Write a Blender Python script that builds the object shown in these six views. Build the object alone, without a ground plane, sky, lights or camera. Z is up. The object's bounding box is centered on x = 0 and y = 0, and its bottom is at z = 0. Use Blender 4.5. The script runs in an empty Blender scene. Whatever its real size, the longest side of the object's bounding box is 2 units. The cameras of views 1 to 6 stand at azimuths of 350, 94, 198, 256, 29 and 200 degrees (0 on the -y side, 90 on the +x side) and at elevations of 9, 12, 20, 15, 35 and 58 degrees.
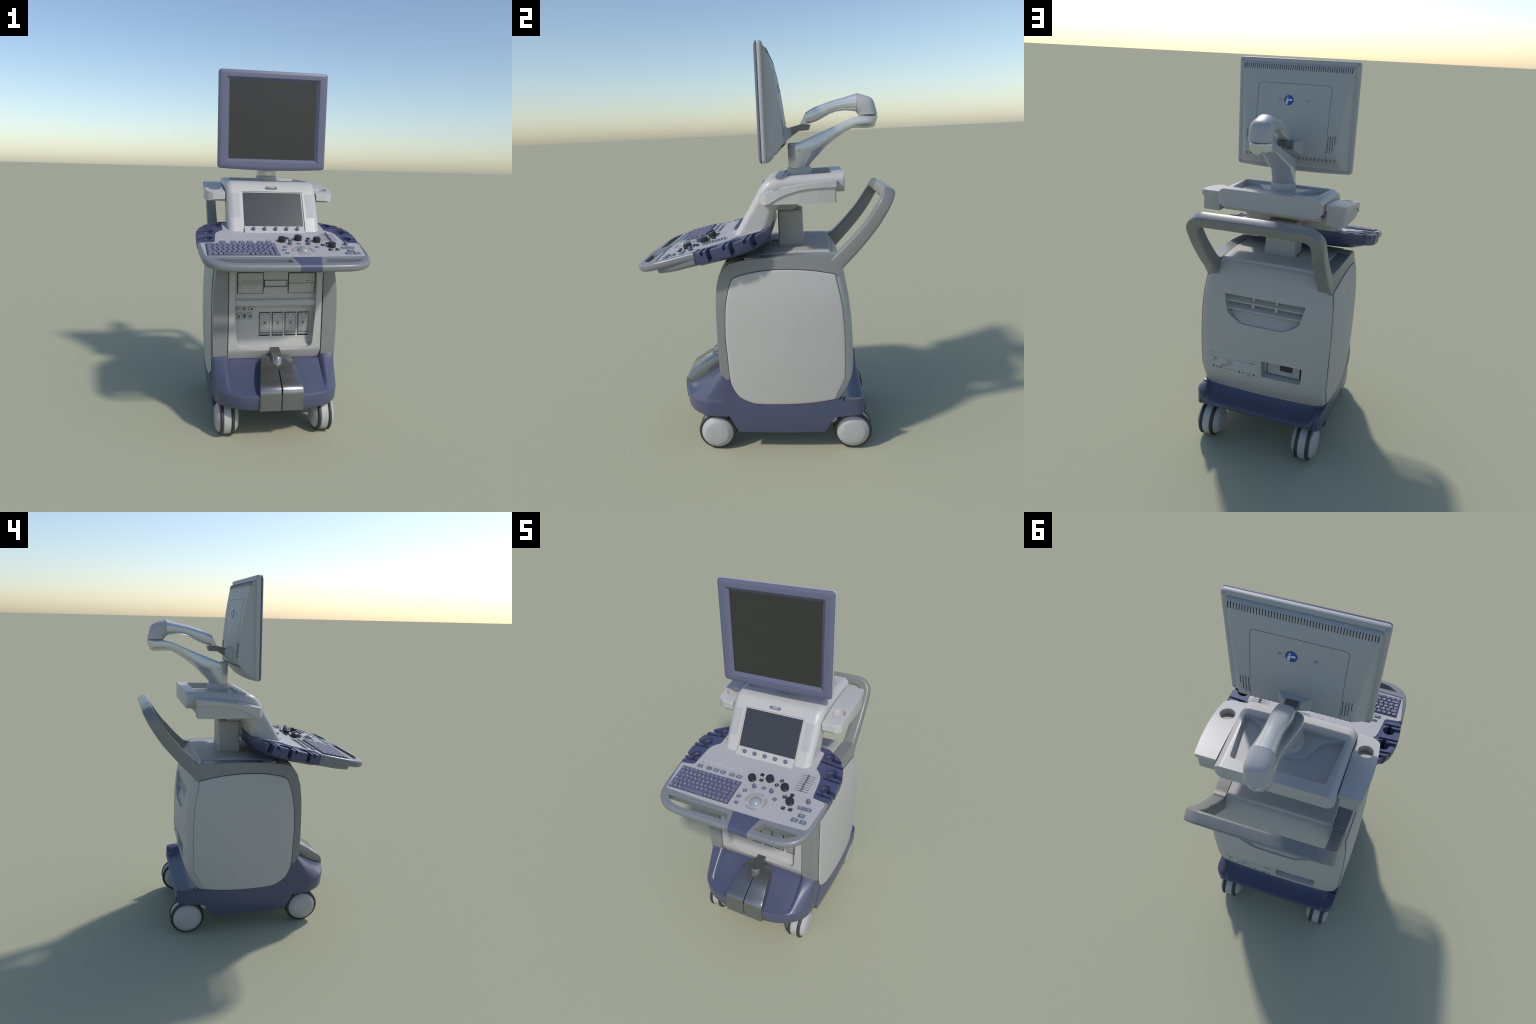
import bpy, bmesh, math, random
from mathutils import Vector, Matrix
random.seed(7)
S = bpy.context.scene
PI = math.pi

# ------------------------------------------------------------------ materials
def new_mat(name, col, rough=0.45, metal=0.0, var=0.04, scale=30.0, coat=0.0, bump=0.0, spec=0.5):
    m = bpy.data.materials.new(name); m.use_nodes = True
    nt = m.node_tree; b = nt.nodes["Principled BSDF"]
    tc = nt.nodes.new("ShaderNodeTexCoord"); no = nt.nodes.new("ShaderNodeTexNoise")
    no.inputs["Scale"].default_value = scale; no.inputs["Detail"].default_value = 4
    nt.links.new(tc.outputs["Object"], no.inputs["Vector"])
    rp = nt.nodes.new("ShaderNodeValToRGB")
    rp.color_ramp.elements[0].position = 0.3; rp.color_ramp.elements[1].position = 0.7
    rp.color_ramp.elements[0].color = [c * (1 - var) for c in col] + [1]
    rp.color_ramp.elements[1].color = [min(1, c * (1 + var)) for c in col] + [1]
    nt.links.new(no.outputs["Fac"], rp.inputs["Fac"]); nt.links.new(rp.outputs["Color"], b.inputs["Base Color"])
    b.inputs["Roughness"].default_value = rough; b.inputs["Metallic"].default_value = metal
    b.inputs["Coat Weight"].default_value = coat; b.inputs["Coat Roughness"].default_value = 0.18; b.inputs["Specular IOR Level"].default_value = spec
    if bump:
        n2 = nt.nodes.new("ShaderNodeTexNoise"); n2.inputs["Scale"].default_value = 900
        bp = nt.nodes.new("ShaderNodeBump"); bp.inputs["Strength"].default_value = bump; bp.inputs["Distance"].default_value = 0.0005
        nt.links.new(tc.outputs["Object"], n2.inputs["Vector"])
        nt.links.new(n2.outputs["Fac"], bp.inputs["Height"]); nt.links.new(bp.outputs["Normal"], b.inputs["Normal"])
    return m

def perforated(name, col, dark, cells):
    """speaker cloth: small holes painted as regular dark dots on Object coordinates"""
    m = new_mat(name, col, 0.6); nt = m.node_tree; b = nt.nodes["Principled BSDF"]
    tc = nt.nodes.new("ShaderNodeTexCoord"); mp = nt.nodes.new("ShaderNodeMapping")
    mp.inputs["Rotation"].default_value = (math.radians(-30), 0, 0)
    vo = nt.nodes.new("ShaderNodeTexVoronoi"); vo.inputs["Scale"].default_value = cells; vo.inputs["Randomness"].default_value = 0.0
    rp = nt.nodes.new("ShaderNodeValToRGB"); e = rp.color_ramp.elements
    e[0].position = 0.26; e[1].position = 0.34; e[0].color = list(dark) + [1]; e[1].color = list(col) + [1]
    nt.links.new(tc.outputs["Object"], mp.inputs["Vector"]); nt.links.new(mp.outputs["Vector"], vo.inputs["Vector"])
    nt.links.new(vo.outputs["Distance"], rp.inputs["Fac"]); nt.links.new(rp.outputs["Color"], b.inputs["Base Color"])
    return m

WHITE  = new_mat("white_plastic", (0.475, 0.463, 0.454), 0.38, var=0.012)
SHELL  = new_mat("cart_white_plastic", (0.452, 0.438, 0.417), 0.55, var=0.012)
COVER  = new_mat("panel_white_plastic", (0.40, 0.393, 0.408), 0.5, var=0.012)
GREY   = new_mat("frame_grey_paint", (0.215, 0.22, 0.218), 0.31, var=0.02)
HGREY  = new_mat("handle_grey_paint", (0.195, 0.205, 0.22), 0.32, var=0.02)
BLUE   = new_mat("violet_blue_plastic", (0.075, 0.084, 0.146), 0.33, var=0.03)
DBLUE  = new_mat("holder_blue_plastic", (0.062, 0.070, 0.138), 0.35, var=0.03)
BEZEL  = new_mat("bezel_violet_plastic", (0.118, 0.126, 0.20), 0.42, var=0.02)
KEYC   = new_mat("key_violet_plastic", (0.124, 0.128, 0.20), 0.5, var=0.03)
KEYB   = new_mat("key_slate_plastic", (0.13, 0.155, 0.205), 0.45, var=0.03)
BLACK  = new_mat("black_plastic", (0.018, 0.02, 0.023), 0.35, var=0.05)
TYRE   = new_mat("tyre_rubber", (0.035, 0.037, 0.036), 0.5, var=0.08, bump=0.2)
HUB    = new_mat("wheel_white_plastic", (0.42, 0.41, 0.40), 0.5, var=0.015)
METAL  = new_mat("pedal_metal", (0.235, 0.24, 0.245), 0.25, metal=0.8, var=0.008, scale=60, coat=0.35)
ARM    = new_mat("arm_silver_paint", (0.62, 0.63, 0.64), 0.24, metal=0.5, var=0.012)
MON    = new_mat("monitor_grey_plastic", (0.41, 0.415, 0.415), 0.5, var=0.012)
SCREEN = new_mat("screen_glass", (0.036, 0.037, 0.034), 0.3, var=0.02, spec=0.35)
DISP   = new_mat("display_glass", (0.042, 0.046, 0.054), 0.22, var=0.02, spec=0.45)
DARK   = new_mat("dark_gap_fill", (0.012, 0.012, 0.013), 0.7)  # near-black colour standing in for the shade inside gaps and slots
BRACK  = new_mat("bracket_dark_metal", (0.17, 0.17, 0.16), 0.35, metal=0.4)
BALL   = new_mat("trackball_grey", (0.27, 0.295, 0.315), 0.12, var=0.01, coat=0.6)
PAD    = new_mat("pad_beige_plastic", (0.315, 0.298, 0.30), 0.5)
CUPM   = new_mat("cup_beige_plastic", (0.52, 0.48, 0.46), 0.5)
BAY    = new_mat("bay_beige_plastic", (0.40, 0.395, 0.375), 0.5)
PORT   = new_mat("port_metal_plastic", (0.35, 0.345, 0.335), 0.4, metal=0.2)
PLATE  = new_mat("connector_plate", (0.36, 0.365, 0.365), 0.5)
LEGEND = new_mat("legend_white_ink", (0.62, 0.63, 0.68), 0.6)
INK    = new_mat("legend_dark_ink", (0.06, 0.062, 0.07), 0.6)
INKG   = new_mat("legend_grey_ink", (0.25, 0.255, 0.28), 0.6)
YELLOW = new_mat("warning_yellow", (0.55, 0.40, 0.02), 0.5)
GREEN  = new_mat("socket_green", (0.02, 0.11, 0.03), 0.5)
STICK  = new_mat("sticker_blue", (0.015, 0.06, 0.36), 0.45)
STICKW = new_mat("sticker_white", (0.62, 0.66, 0.72), 0.5)
LABEL  = new_mat("label_film", (0.45, 0.455, 0.455), 0.5)
SPK    = perforated("speaker_cloth", (0.415, 0.415, 0.42), (0.31, 0.31, 0.32), 330)
SEAM   = new_mat("seam_dark", (0.035, 0.035, 0.036), 0.7)
FRONT  = new_mat("front_white_plastic", (0.43, 0.42, 0.405), 0.5, var=0.012)
ELBOW  = new_mat("elbow_grey_plastic", (0.43, 0.43, 0.44), 0.4, var=0.012)
COLM   = new_mat("column_grey_paint", (0.405, 0.40, 0.388), 0.45, var=0.015)

# ------------------------------------------------------------------ helpers
ROOT = bpy.data.objects.new("ultrasound_machine", None)
S.collection.objects.link(ROOT); ROOT.empty_display_size = 0.2
ROOT["label"] = "wheeled medical ultrasound machine with keyboard console and monitor on arm"
ROOT["category"] = "ultrasound machine"

def link(me, name, mat, parent, matrix=None):
    o = bpy.data.objects.new(name, me)
    S.collection.objects.link(o)
    if mat is not None and not me.materials: me.materials.append(mat)
    o.parent = parent if parent is not None else ROOT
    if matrix is not None: o.matrix_local = matrix
    return o

def smooth(me, angle=38):
    me.polygons.foreach_set("use_smooth", [True] * len(me.polygons))
    me.set_sharp_from_angle(angle=math.radians(angle))

def bm_mesh(bm, name, angle=38, M=None):
    bmesh.ops.remove_doubles(bm, verts=bm.verts, dist=1e-6)
    bmesh.ops.recalc_face_normals(bm, faces=bm.faces)
    if M is not None: bm.transform(M)
    me = bpy.data.meshes.new(name); bm.to_mesh(me); bm.free(); smooth(me, angle); return me

def bevel(bm, r, seg=3, ang=32, sel=None):
    if r <= 0: return
    bmesh.ops.recalc_face_normals(bm, faces=bm.faces)
    es = []
    for e in bm.edges:
        if len(e.link_faces) == 2:
            try: a = math.degrees(e.calc_face_angle())
            except Exception: continue
            if a > ang and (sel is None or sel(e)): es.append(e)
    if es: bmesh.ops.bevel(bm, geom=es, offset=r, segments=seg, profile=0.5, affect='EDGES', clamp_overlap=True)

def wn(o):
    m = o.modifiers.new("weighted_normals", 'WEIGHTED_NORMAL'); m.keep_sharp = True; return o

AX = {'x': lambda a, b, t: (t, a, b), 'y': lambda a, b, t: (a, t, b), 'z': lambda a, b, t: (a, b, t)}
def bm_prism(pts, axis, lo, hi):
    """closed 2D outline extruded along an axis: x -> (y,z) pts, y -> (x,z), z -> (x,y)"""
    bm = bmesh.new(); f = AX[axis]
    A = [bm.verts.new(f(p[0], p[1], lo)) for p in pts]; B = [bm.verts.new(f(p[0], p[1], hi)) for p in pts]
    bm.faces.new(A); bm.faces.new(B[::-1]); n = len(pts)
    for i in range(n): bm.faces.new((A[i], B[i], B[(i + 1) % n], A[(i + 1) % n]))
    bmesh.ops.recalc_face_normals(bm, faces=bm.faces); return bm

def prism(name, pts, axis, lo, hi, mat, parent, r=0.0, seg=3, M=None, ang=32, angle=38):
    bm = bm_prism(pts, axis, lo, hi); bevel(bm, r, seg, ang)
    return wn(link(bm_mesh(bm, name, angle, M), name, mat, parent))

def bm_box(c, s):
    bm = bmesh.new(); bmesh.ops.create_cube(bm, size=1)
    for v in bm.verts: v.co = Vector((c[0] + v.co.x * s[0], c[1] + v.co.y * s[1], c[2] + v.co.z * s[2]))
    return bm
def box(name, c, s, mat, parent, r=0.0, seg=2, M=None):
    bm = bm_box(c, s); bevel(bm, r, seg)
    return wn(link(bm_mesh(bm, name, 38, M), name, mat, parent))

def bm_lathe(prof, n=48, axis='z', cap=True):
    """prof: list of (radius, height); revolved about axis"""
    bm = bmesh.new(); rings = []
    for r, h in prof:
        ring = []
        for i in range(n):
            a = 2 * PI * i / n; p = (r * math.cos(a), r * math.sin(a), h)
            if axis == 'x': p = (h, p[0], p[1])
            if axis == 'y': p = (p[0], h, p[1])
            ring.append(bm.verts.new(p))
        rings.append(ring)
    for k in range(len(rings) - 1):
        for i in range(n): bm.faces.new((rings[k][i], rings[k][(i + 1) % n], rings[k + 1][(i + 1) % n], rings[k + 1][i]))
    if cap: bm.faces.new(rings[0][::-1]); bm.faces.new(rings[-1])
    bmesh.ops.recalc_face_normals(bm, faces=bm.faces); return bm
def lathe(name, prof, mat, parent, n=48, axis='z', M=None, matrix=None, angle=38, cap=True):
    return link(bm_mesh(bm_lathe(prof, n, axis, cap), name, angle, M), name, mat, parent, matrix)

def bm_loft(sections, closed=True, cap=True):
    bm = bmesh.new(); rows = [[bm.verts.new(p) for p in s] for s in sections]
    n = len(rows[0])
    for k in range(len(rows) - 1):
        for i in range(n if closed else n - 1):
            j = (i + 1) % n; bm.faces.new((rows[k][i], rows[k][j], rows[k + 1][j], rows[k + 1][i]))
    if cap: bm.faces.new(rows[0][::-1]); bm.faces.new(rows[-1])
    bmesh.ops.recalc_face_normals(bm, faces=bm.faces); return bm
def loft(name, sections, mat, parent, closed=True, cap=True, angle=38):
    return link(bm_mesh(bm_loft(sections, closed, cap), name, angle), name, mat, parent)

def apply_mods(o):
    dg = bpy.context.evaluated_depsgraph_get(); dg.update()
    me = bpy.data.meshes.new_from_object(o.evaluated_get(dg)); old = o.data
    o.modifiers.clear(); o.data = me; me.name = old.name; return o
def boolean(o, cutters, op='DIFFERENCE', angle=38):
    """cutters: bmesh list; applied at once, helpers removed"""
    o.modifiers.clear(); hs = []
    for c in cutters:
        me = bm_mesh(c, "cutter"); h = bpy.data.objects.new("cutter", me); S.collection.objects.link(h); hs.append(h)
        m = o.modifiers.new("b", 'BOOLEAN'); m.operation = op; m.object = h; m.solver = 'EXACT'
    bpy.context.view_layer.update(); apply_mods(o)
    for h in hs:
        me = h.data; bpy.data.objects.remove(h); bpy.data.meshes.remove(me)
    bm = bmesh.new(); bm.from_mesh(o.data); bmesh.ops.remove_doubles(bm, verts=bm.verts, dist=2e-6)
    bmesh.ops.dissolve_degenerate(bm, dist=1e-6, edges=bm.edges); bm.to_mesh(o.data); bm.free()
    smooth(o.data, angle); return wn(o)

def interp(tab, t):
    if t <= tab[0][0]: return tab[0][1]
    for (a, u), (b, v) in zip(tab, tab[1:]):
        if t <= b: return u + (v - u) * (t - a) / (b - a)
    return tab[-1][1]
def smoothstep(a, b, t):
    t = max(0, min(1, (t - a) / (b - a))); return t * t * (3 - 2 * t)
def spline(pts, n=6, closed=False, corners=()):
    """Catmull-Rom through 2D points, tangents broken at corner indices"""
    N = len(pts); out = []
    for i in range(N if closed else N - 1):
        p1 = pts[i]; p2 = pts[(i + 1) % N]
        p0 = pts[(i - 1) % N] if (closed or i > 0) else p1
        p3 = pts[(i + 2) % N] if (closed or i < N - 2) else p2
        if i in corners: p0 = p1
        if (i + 1) % N in corners: p3 = p2
        for k in range(n):
            t = k / n
            out.append(tuple(0.5 * (2 * b + (c - a) * t + (2 * a - 5 * b + 4 * c - d) * t * t + (3 * b - a - 3 * c + d) * t ** 3)
                             for a, b, c, d in zip(p0, p1, p2, p3)))
    if not closed: out.append(tuple(pts[-1]))
    return out
def round_poly(pts, radii, n=5):
    """polygon with rounded corners"""
    out = []; N = len(pts)
    for i in range(N):
        p = Vector(pts[i]); a = Vector(pts[i - 1]); b = Vector(pts[(i + 1) % N]); r = radii[i] if hasattr(radii, '__len__') else radii
        if r <= 0: out.append(tuple(p)); continue
        ua = (a - p); ub = (b - p); la = ua.length; lb = ub.length; ua /= la; ub /= lb
        half = math.acos(max(-1, min(1, ua.dot(ub)))) / 2
        d = min(r / max(1e-4, math.tan(half)), la * 0.48, lb * 0.48)
        A = p + ua * d; B = p + ub * d
        for k in range(n + 1):
            t = k / n; out.append(tuple((1 - t) ** 2 * A + 2 * t * (1 - t) * p + t * t * B))
    return out
def mirror2(half):
    """half outline (first coord >= 0) -> closed symmetric outline"""
    return list(half) + [(-a, b) for a, b in reversed(half) if abs(a) > 1e-6]

def superloop(c, ax, ay, ea, n=28):
    """superellipse section: centre c, half-axis vectors ax, ay, exponent ea"""
    out = []
    for i in range(n):
        t = 2 * PI * i / n; ct, st = math.cos(t), math.sin(t)
        u = math.copysign(abs(ct) ** (2 / ea), ct); v = math.copysign(abs(st) ** (2 / ea), st)
        out.append(tuple(c + ax * u + ay * v))
    return out
def yz_loft(name, secs, mat, parent, n=28, angle=50):
    """secs: (bottom (y,z), top (y,z), half width, exponent)"""
    rows = []
    for (b, t, w, e) in secs:
        b = Vector((0, b[0], b[1])); t = Vector((0, t[0], t[1]))
        rows.append(superloop((b + t) / 2, Vector((w, 0, 0)), (t - b) / 2, e, n))
    return loft(name, rows, mat, parent, angle=angle)

def slice_grid(bm, axis, vals):
    n = Vector((1, 0, 0)) if axis == 0 else Vector((0, 1, 0)) if axis == 1 else Vector((0, 0, 1))
    for v in vals:
        bmesh.ops.bisect_plane(bm, geom=bm.verts[:] + bm.edges[:] + bm.faces[:], plane_co=n * v, plane_no=n, dist=1e-5)

def join_meshes(bms, name, angle=38):
    bm = bmesh.new()
    for b in bms:
        me = bpy.data.meshes.new("t"); b.to_mesh(me); b.free(); bm.from_mesh(me); bpy.data.meshes.remove(me)
    me = bpy.data.meshes.new(name); bm.to_mesh(me); bm.free(); smooth(me, angle); return me

def text_bm(body, size, M, depth=0.0003, align='CENTER'):
    cu = bpy.data.curves.new("t", 'FONT'); cu.body = body; cu.size = size; cu.align_x = align; cu.align_y = 'CENTER'
    cu.extrude = depth; cu.resolution_u = 2
    o = bpy.data.objects.new("t", cu); S.collection.objects.link(o); bpy.context.view_layer.update()
    me = o.to_mesh(); bm = bmesh.new(); bm.from_mesh(me); o.to_mesh_clear()
    bpy.data.objects.remove(o); bpy.data.curves.remove(cu); bm.transform(M); return bm

def T(x, y, z): return Matrix.Translation((x, y, z))
def R(a, ax): return Matrix.Rotation(math.radians(a), 4, ax)

# ================================================================== CART BODY
def wz(z): return interp([(0.1, .333), (0.2, .344), (0.27, .348), (0.376, .354), (0.45, .358), (0.55, .360), (0.70, .360), (0.80, .356), (0.86, .350), (0.92, .339), (1.0, .329), (1.05, .322)], z)
def W(y, z): return wz(z) - 0.008 + 0.016 * max(0, 1 - ((y - 0.08) / 0.29) ** 2)
YP = [(0.2, .30), (0.29, .316), (0.402, .367), (0.642, .369), (0.709, .365), (0.792, .357), (0.926, .330), (1.02, .312)]
YR = [(0.2, .33), (0.285, .352), (0.34, .384), (0.392, .404), (0.45, .411), (0.515, .411), (0.619, .409), (0.713, .404), (0.797, .394), (0.881, .378), (0.947, .357), (0.985, .338), (1.003, .324), (1.010, .314), (1.014, .305)]
def rear_y(x, z): return interp(YR, z) + 0.007 * (1 - (x / 0.3) ** 2)

# rear shell with core behind the side panels
rows = []
for z in [0.16, 0.25, 0.285, 0.31, 0.34, 0.37, 0.392, 0.42, 0.47, 0.52, 0.58, 0.64, 0.70, 0.76, 0.80, 0.84, 0.88, 0.915, 0.947, 0.97, 0.985, 0.996, 1.003, 1.008, 1.012, 1.014]:
    yp = interp(YP, z); half = [(0, -0.10)]
    for k in range(9):
        y = -0.10 + (yp - 0.012 + 0.10) * k / 8
        half.append((W(y, z) - 0.009, y))
    w = W(yp, z); yr = rear_y(0.285, z)
    half.append((w - 0.001, yp + 0.0015))
    P0 = Vector((w - 0.001, yp)); P2 = Vector((0.265, rear_y(0.265, z))); P1 = Vector((w - 0.012, P2.y - 0.001))
    for k in range(1, 9):
        t = k / 8; half.append(tuple((1 - t) ** 2 * P0 + 2 * t * (1 - t) * P1 + t * t * P2))
    for x in (0.2, 0.1): half.append((x, rear_y(x, z)))
    half.append((0, rear_y(0, z)))
    rows.append([(a, b, z) for a, b in mirror2(half)])
shell = loft("rear_shell", rows, SHELL, ROOT, angle=30)

# louvre recess and connector recess
vent_out = round_poly([(0.222, .853), (-0.222, .853), (-0.197, .752), (-0.12, .706), (0.12, .706), (0.197, .752)], [.006, .006, .05, .09, .09, .05])
v1 = bm_prism(vent_out, 'y', 0.36, 0.50)
for v in v1.verts:                                   # tapering recess, floor slopes out at the bottom
    if v.co.y < 0.4:
        v.co.y = interp([(0.70, .405), (0.712, .398), (0.735, .382), (0.77, .352), (0.80, .330), (0.86, .315)], v.co.z); v.co.x *= 0.965
sock = round_poly([(-0.006, .522), (-0.226, .522), (-0.222, .408), (-0.010, .408)], .006)
v2 = bm_prism(sock, 'y', 0.37, 0.50)
for v in v2.verts:
    if v.co.y < 0.4 and v.co.z < 0.45: v.co.z += 0.03
boolean(shell, [v1, v2], angle=30)
for k, z in enumerate((0.832, 0.793)):
    hw = 0.213 - k * 0.008
    prism("louvre", [(0.334, z + .016), (0.384 + k * .005, z - .014), (0.383 + k * .005, z - .021), (0.324, z + .008)], 'x', -hw, hw, SHELL, shell, 0.001, 1)
    for x in (0.062, -0.062): lathe("louvre_pin", [(0.008, -.010), (0.008, .008), (0.006, .010)], WHITE, shell, 16, 'z', M=T(x, 0.368 + k * .006, z + 0.010))
box("socket_plate", (-0.122, 0.378, 0.478), (0.174, 0.012, 0.072), PLATE, shell, 0.001)
box("socket_plate_rim", (-0.122, 0.373, 0.478), (0.182, 0.014, 0.080), DARK, shell)
box("power_socket", (-0.136, 0.383, 0.487), (0.066, 0.012, 0.030), BLACK, shell, 0.002)
box("socket_divider", (-0.136, 0.3895, 0.487), (0.003, 0.003, 0.030), TYRE, shell)

# rating label follows the rear surface
def rear_patch(name, outline, off, mat, parent):
    bm = bmesh.new(); N = len(outline); cx = sum(p[0] for p in outline) / N; cz = sum(p[1] for p in outline) / N; rr = []
    for t in (1.0, 0.66, 0.33): rr.append([bm.verts.new((cx + (x - cx) * t, rear_y(cx + (x - cx) * t, cz + (z - cz) * t) + off, cz + (z - cz) * t)) for x, z in outline])
    for a, b in zip(rr, rr[1:]):
        for i in range(N): bm.faces.new((a[i], a[(i + 1) % N], b[(i + 1) % N], b[i]))
    bm.faces.new(rr[-1])
    back = [bm.verts.new((v.co.x, v.co.y - 0.004, v.co.z)) for v in rr[0]]
    for i in range(N): bm.faces.new((rr[0][i], back[i], back[(i + 1) % N], rr[0][(i + 1) % N]))
    return link(bm_mesh(bm, name), name, mat, parent)
lab = round_poly([(0.282, .512), (0.010, .512), (0.010, .408), (0.282, .408)], .012)
rear_patch("label_rim", [(0.146 + (x - 0.146) * 1.012, 0.46 + (z - 0.46) * 1.03) for x, z in lab], 0.0006, PLATE, shell)
label = rear_patch("rating_label", lab, 0.0016, LABEL, shell)
RB = R(180, 'Z') @ R(90, 'X')
bits = []
def rear_text(s, x, z, size):
    bits.append(text_bm(s, size, T(x, rear_y(x, z) + 0.0022, z) @ RB, align='LEFT'))
rear_text("manufactured for medical use", 0.262, .482, .0062); rear_text("serial no.  220 V  50 Hz", 0.262, .476, .0062)
rear_text("CE  0459", 0.185, .478, .009); rear_text("diagnostic system", 0.185, .466, .0055)
rear_text("read the operating manual before use", 0.215, .452, .006); rear_text("class I equipment  type BF", 0.215, .445, .006)
rear_text("A1", 0.262, .466, .008); rear_text("MODEL 9", 0.055, .497, .008)
rear_text("IP  12  35  60  82", 0.190, .430, .010); rear_text("REF 5", 0.098, .430, .010)
for k in range(5): rear_text("------------", 0.07, .434 - k * .005, .006)
for x in (0.262, 0.243, 0.113, 0.03):
    b = bm_lathe([(0.0055, 0), (0.0055, 0.0004)], 16, 'y'); b.transform(T(x, rear_y(x, .43) + .002, .43)); bits.append(b)
for x in (0.228, 0.220, 0.212): bits.append(bm_box((x, rear_y(x, .432) + .002, .432), (0.0045, .0006, .012 if x != .220 else .008)))
me = join_meshes(bits, "label_print"); o = link(me, "label_print", INK, label); o["kind"] = "stuff"
prism("warning_triangle", [(0.249, .424), (0.239, .424), (0.244, .434)], 'y', rear_y(.24, .43) + .0018, rear_y(.24, .43) + .0026, YELLOW, label)

for zz, mm in ((.4965, INKG), (.4895, PLATE)): rear_patch("label_band", [(.276, zz), (.21, zz), (.146, zz), (.08, zz), (.016, zz), (.016, zz - .001), (.08, zz - .001), (.146, zz - .001), (.21, zz - .001), (.276, zz - .001)], .0021, mm, label)

# pillow shaped side panels
pan = [(.330, .926), (.222, .947), (.106, .957), (.004, .955), (-.076, .944), (-.140, .928), (-.166, .910), (-.185, .856), (-.200, .781), (-.207, .697), (-.210, .612), (-.206, .525), (-.201, .407),
       (-.187, .353), (-.157, .308), (-.112, .283), (-.063, .272), (.078, .271), (.202, .276), (.316, .290), (.367, .402), (.3705, .53), (.369, .642), (.365, .709), (.357, .792)]
pan = spline(pan, 5, True, corners=(0, 19, 20))
def side_panel(sgn):
    bm = bmesh.new(); N = len(pan); c = Vector((0.085, 0.62)); rings = []
    lay = [(0, -0.012), (0, 0.0015), (0.0012, 0.0035), (0.004, 0.0048), (0.012, 0.0052)]
    for ins, off in lay:
        ring = []
        for i in range(N):
            p = Vector(pan[i]); d = (c - p); q = p + d.normalized() * ins
            ring.append(bm.verts.new((sgn * (W(q.x, q.y) + off), q.x, q.y)))
        rings.append(ring)
    for t in (0.15, 0.3, 0.45, 0.6, 0.75, 0.9):
        ring = []
        for i in range(N):
            q = Vector(pan[i]).lerp(c, t); ring.append(bm.verts.new((sgn * (W(q.x, q.y) + 0.0052), q.x, q.y)))
        rings.append(ring)
    for a, b in zip(rings, rings[1:]):
        for i in range(N): bm.faces.new((a[i], a[(i + 1) % N], b[(i + 1) % N], b[i]))
    ctr = bm.verts.new((sgn * (W(c.x, c.y) + 0.0052), c.x, c.y))
    for i in range(N): bm.faces.new((rings[-1][i], rings[-1][(i + 1) % N], ctr))
    return link(bm_mesh(bm, "side_panel", 50), "side_panel", SHELL, ROOT)
for s in (1, -1):
    sp = side_panel(s); bm = bmesh.new(); N = len(pan); A = []; B = []; C = []; c = Vector((0.085, 0.62))
    for i in range(N):                                             # dark strip added instead of a gap, wide along top and front, hairline elsewhere
        p = Vector(pan[i]); d = (p - c).normalized()
        g = .0036 * smoothstep(.30, .38, p.y) * (1 if p.x < .30 or p.y > .915 else 0) * (1 if (p.x < 0 or p.y > .9) else 0)
        g = max(g, .0012); q = p + d * g; k = p - d * .002; off = .0017 if p.x < .34 else .0006
        A.append(bm.verts.new((s * (W(k.x, k.y) + off), k.x, k.y))); B.append(bm.verts.new((s * (W(q.x, q.y) + off), q.x, q.y))); C.append(bm.verts.new((s * (W(q.x, q.y) - .008), q.x, q.y)))
    for i in range(N):
        j = (i + 1) % N; bm.faces.new((A[i], A[j], B[j], B[i])); bm.faces.new((B[i], B[j], C[j], C[i]))
    link(bm_mesh(bm, "panel_seam"), "panel_seam", SEAM, sp)

# grey frame: front pillars and top rails, one per side
fr = [(-.249, .428), (-.252, .46), (-.254, .58), (-.253, .72), (-.250, .807), (-.243, .88), (-.229, .935), (-.205, .970), (-.175, .991), (-.120, 1.004), (-.06, 1.012), (.028, 1.018), (.147, 1.022), (.300, 1.020), (.322, 1.018), (.336, 1.024), (.388, .973), (.342, .9215), (.30, .905), (.18, .90), (-.10, .86), (-.16, .70), (-.17, .5), (-.19, .41), (-.22, .40)]
for s in (1, -1):
    bm = bm_prism(fr, 'x', 0.266, 0.33)
    slice_grid(bm, 2, [0.46 + 0.03 * i for i in range(19)]); slice_grid(bm, 1, [-.2, -.15, -.1, -.05, 0, .05, .1, .15, .2, .25, .30, .335, .36])
    for v in bm.verts:
        if v.co.x > 0.3:
            wv = W(v.co.y, v.co.z) + (0.0005 if v.co.y > -.225 else -0.004)
            v.co.x = wv + (.3278 - wv) * smoothstep(.335, .395, v.co.y)
    bevel(bm, 0.009, 4, 40, sel=lambda e: (e.verts[0].co.x > .3 and e.verts[1].co.x > .3 and max(v.co.y for v in e.verts) < .32 and (max(v.co.y for v in e.verts) < -.2 or min(v.co.z for v in e.verts) > .96)))
    bevel(bm, 0.003, 2, 60, sel=lambda e: e.verts[0].co.x < .28 and e.verts[1].co.x < .28 and max(v.co.y for v in e.verts) < .2)
    for v in bm.verts: v.co.x *= s
    wn(link(bm_mesh(bm, "frame_rail", 35), "frame_rail", GREY, ROOT))

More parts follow.
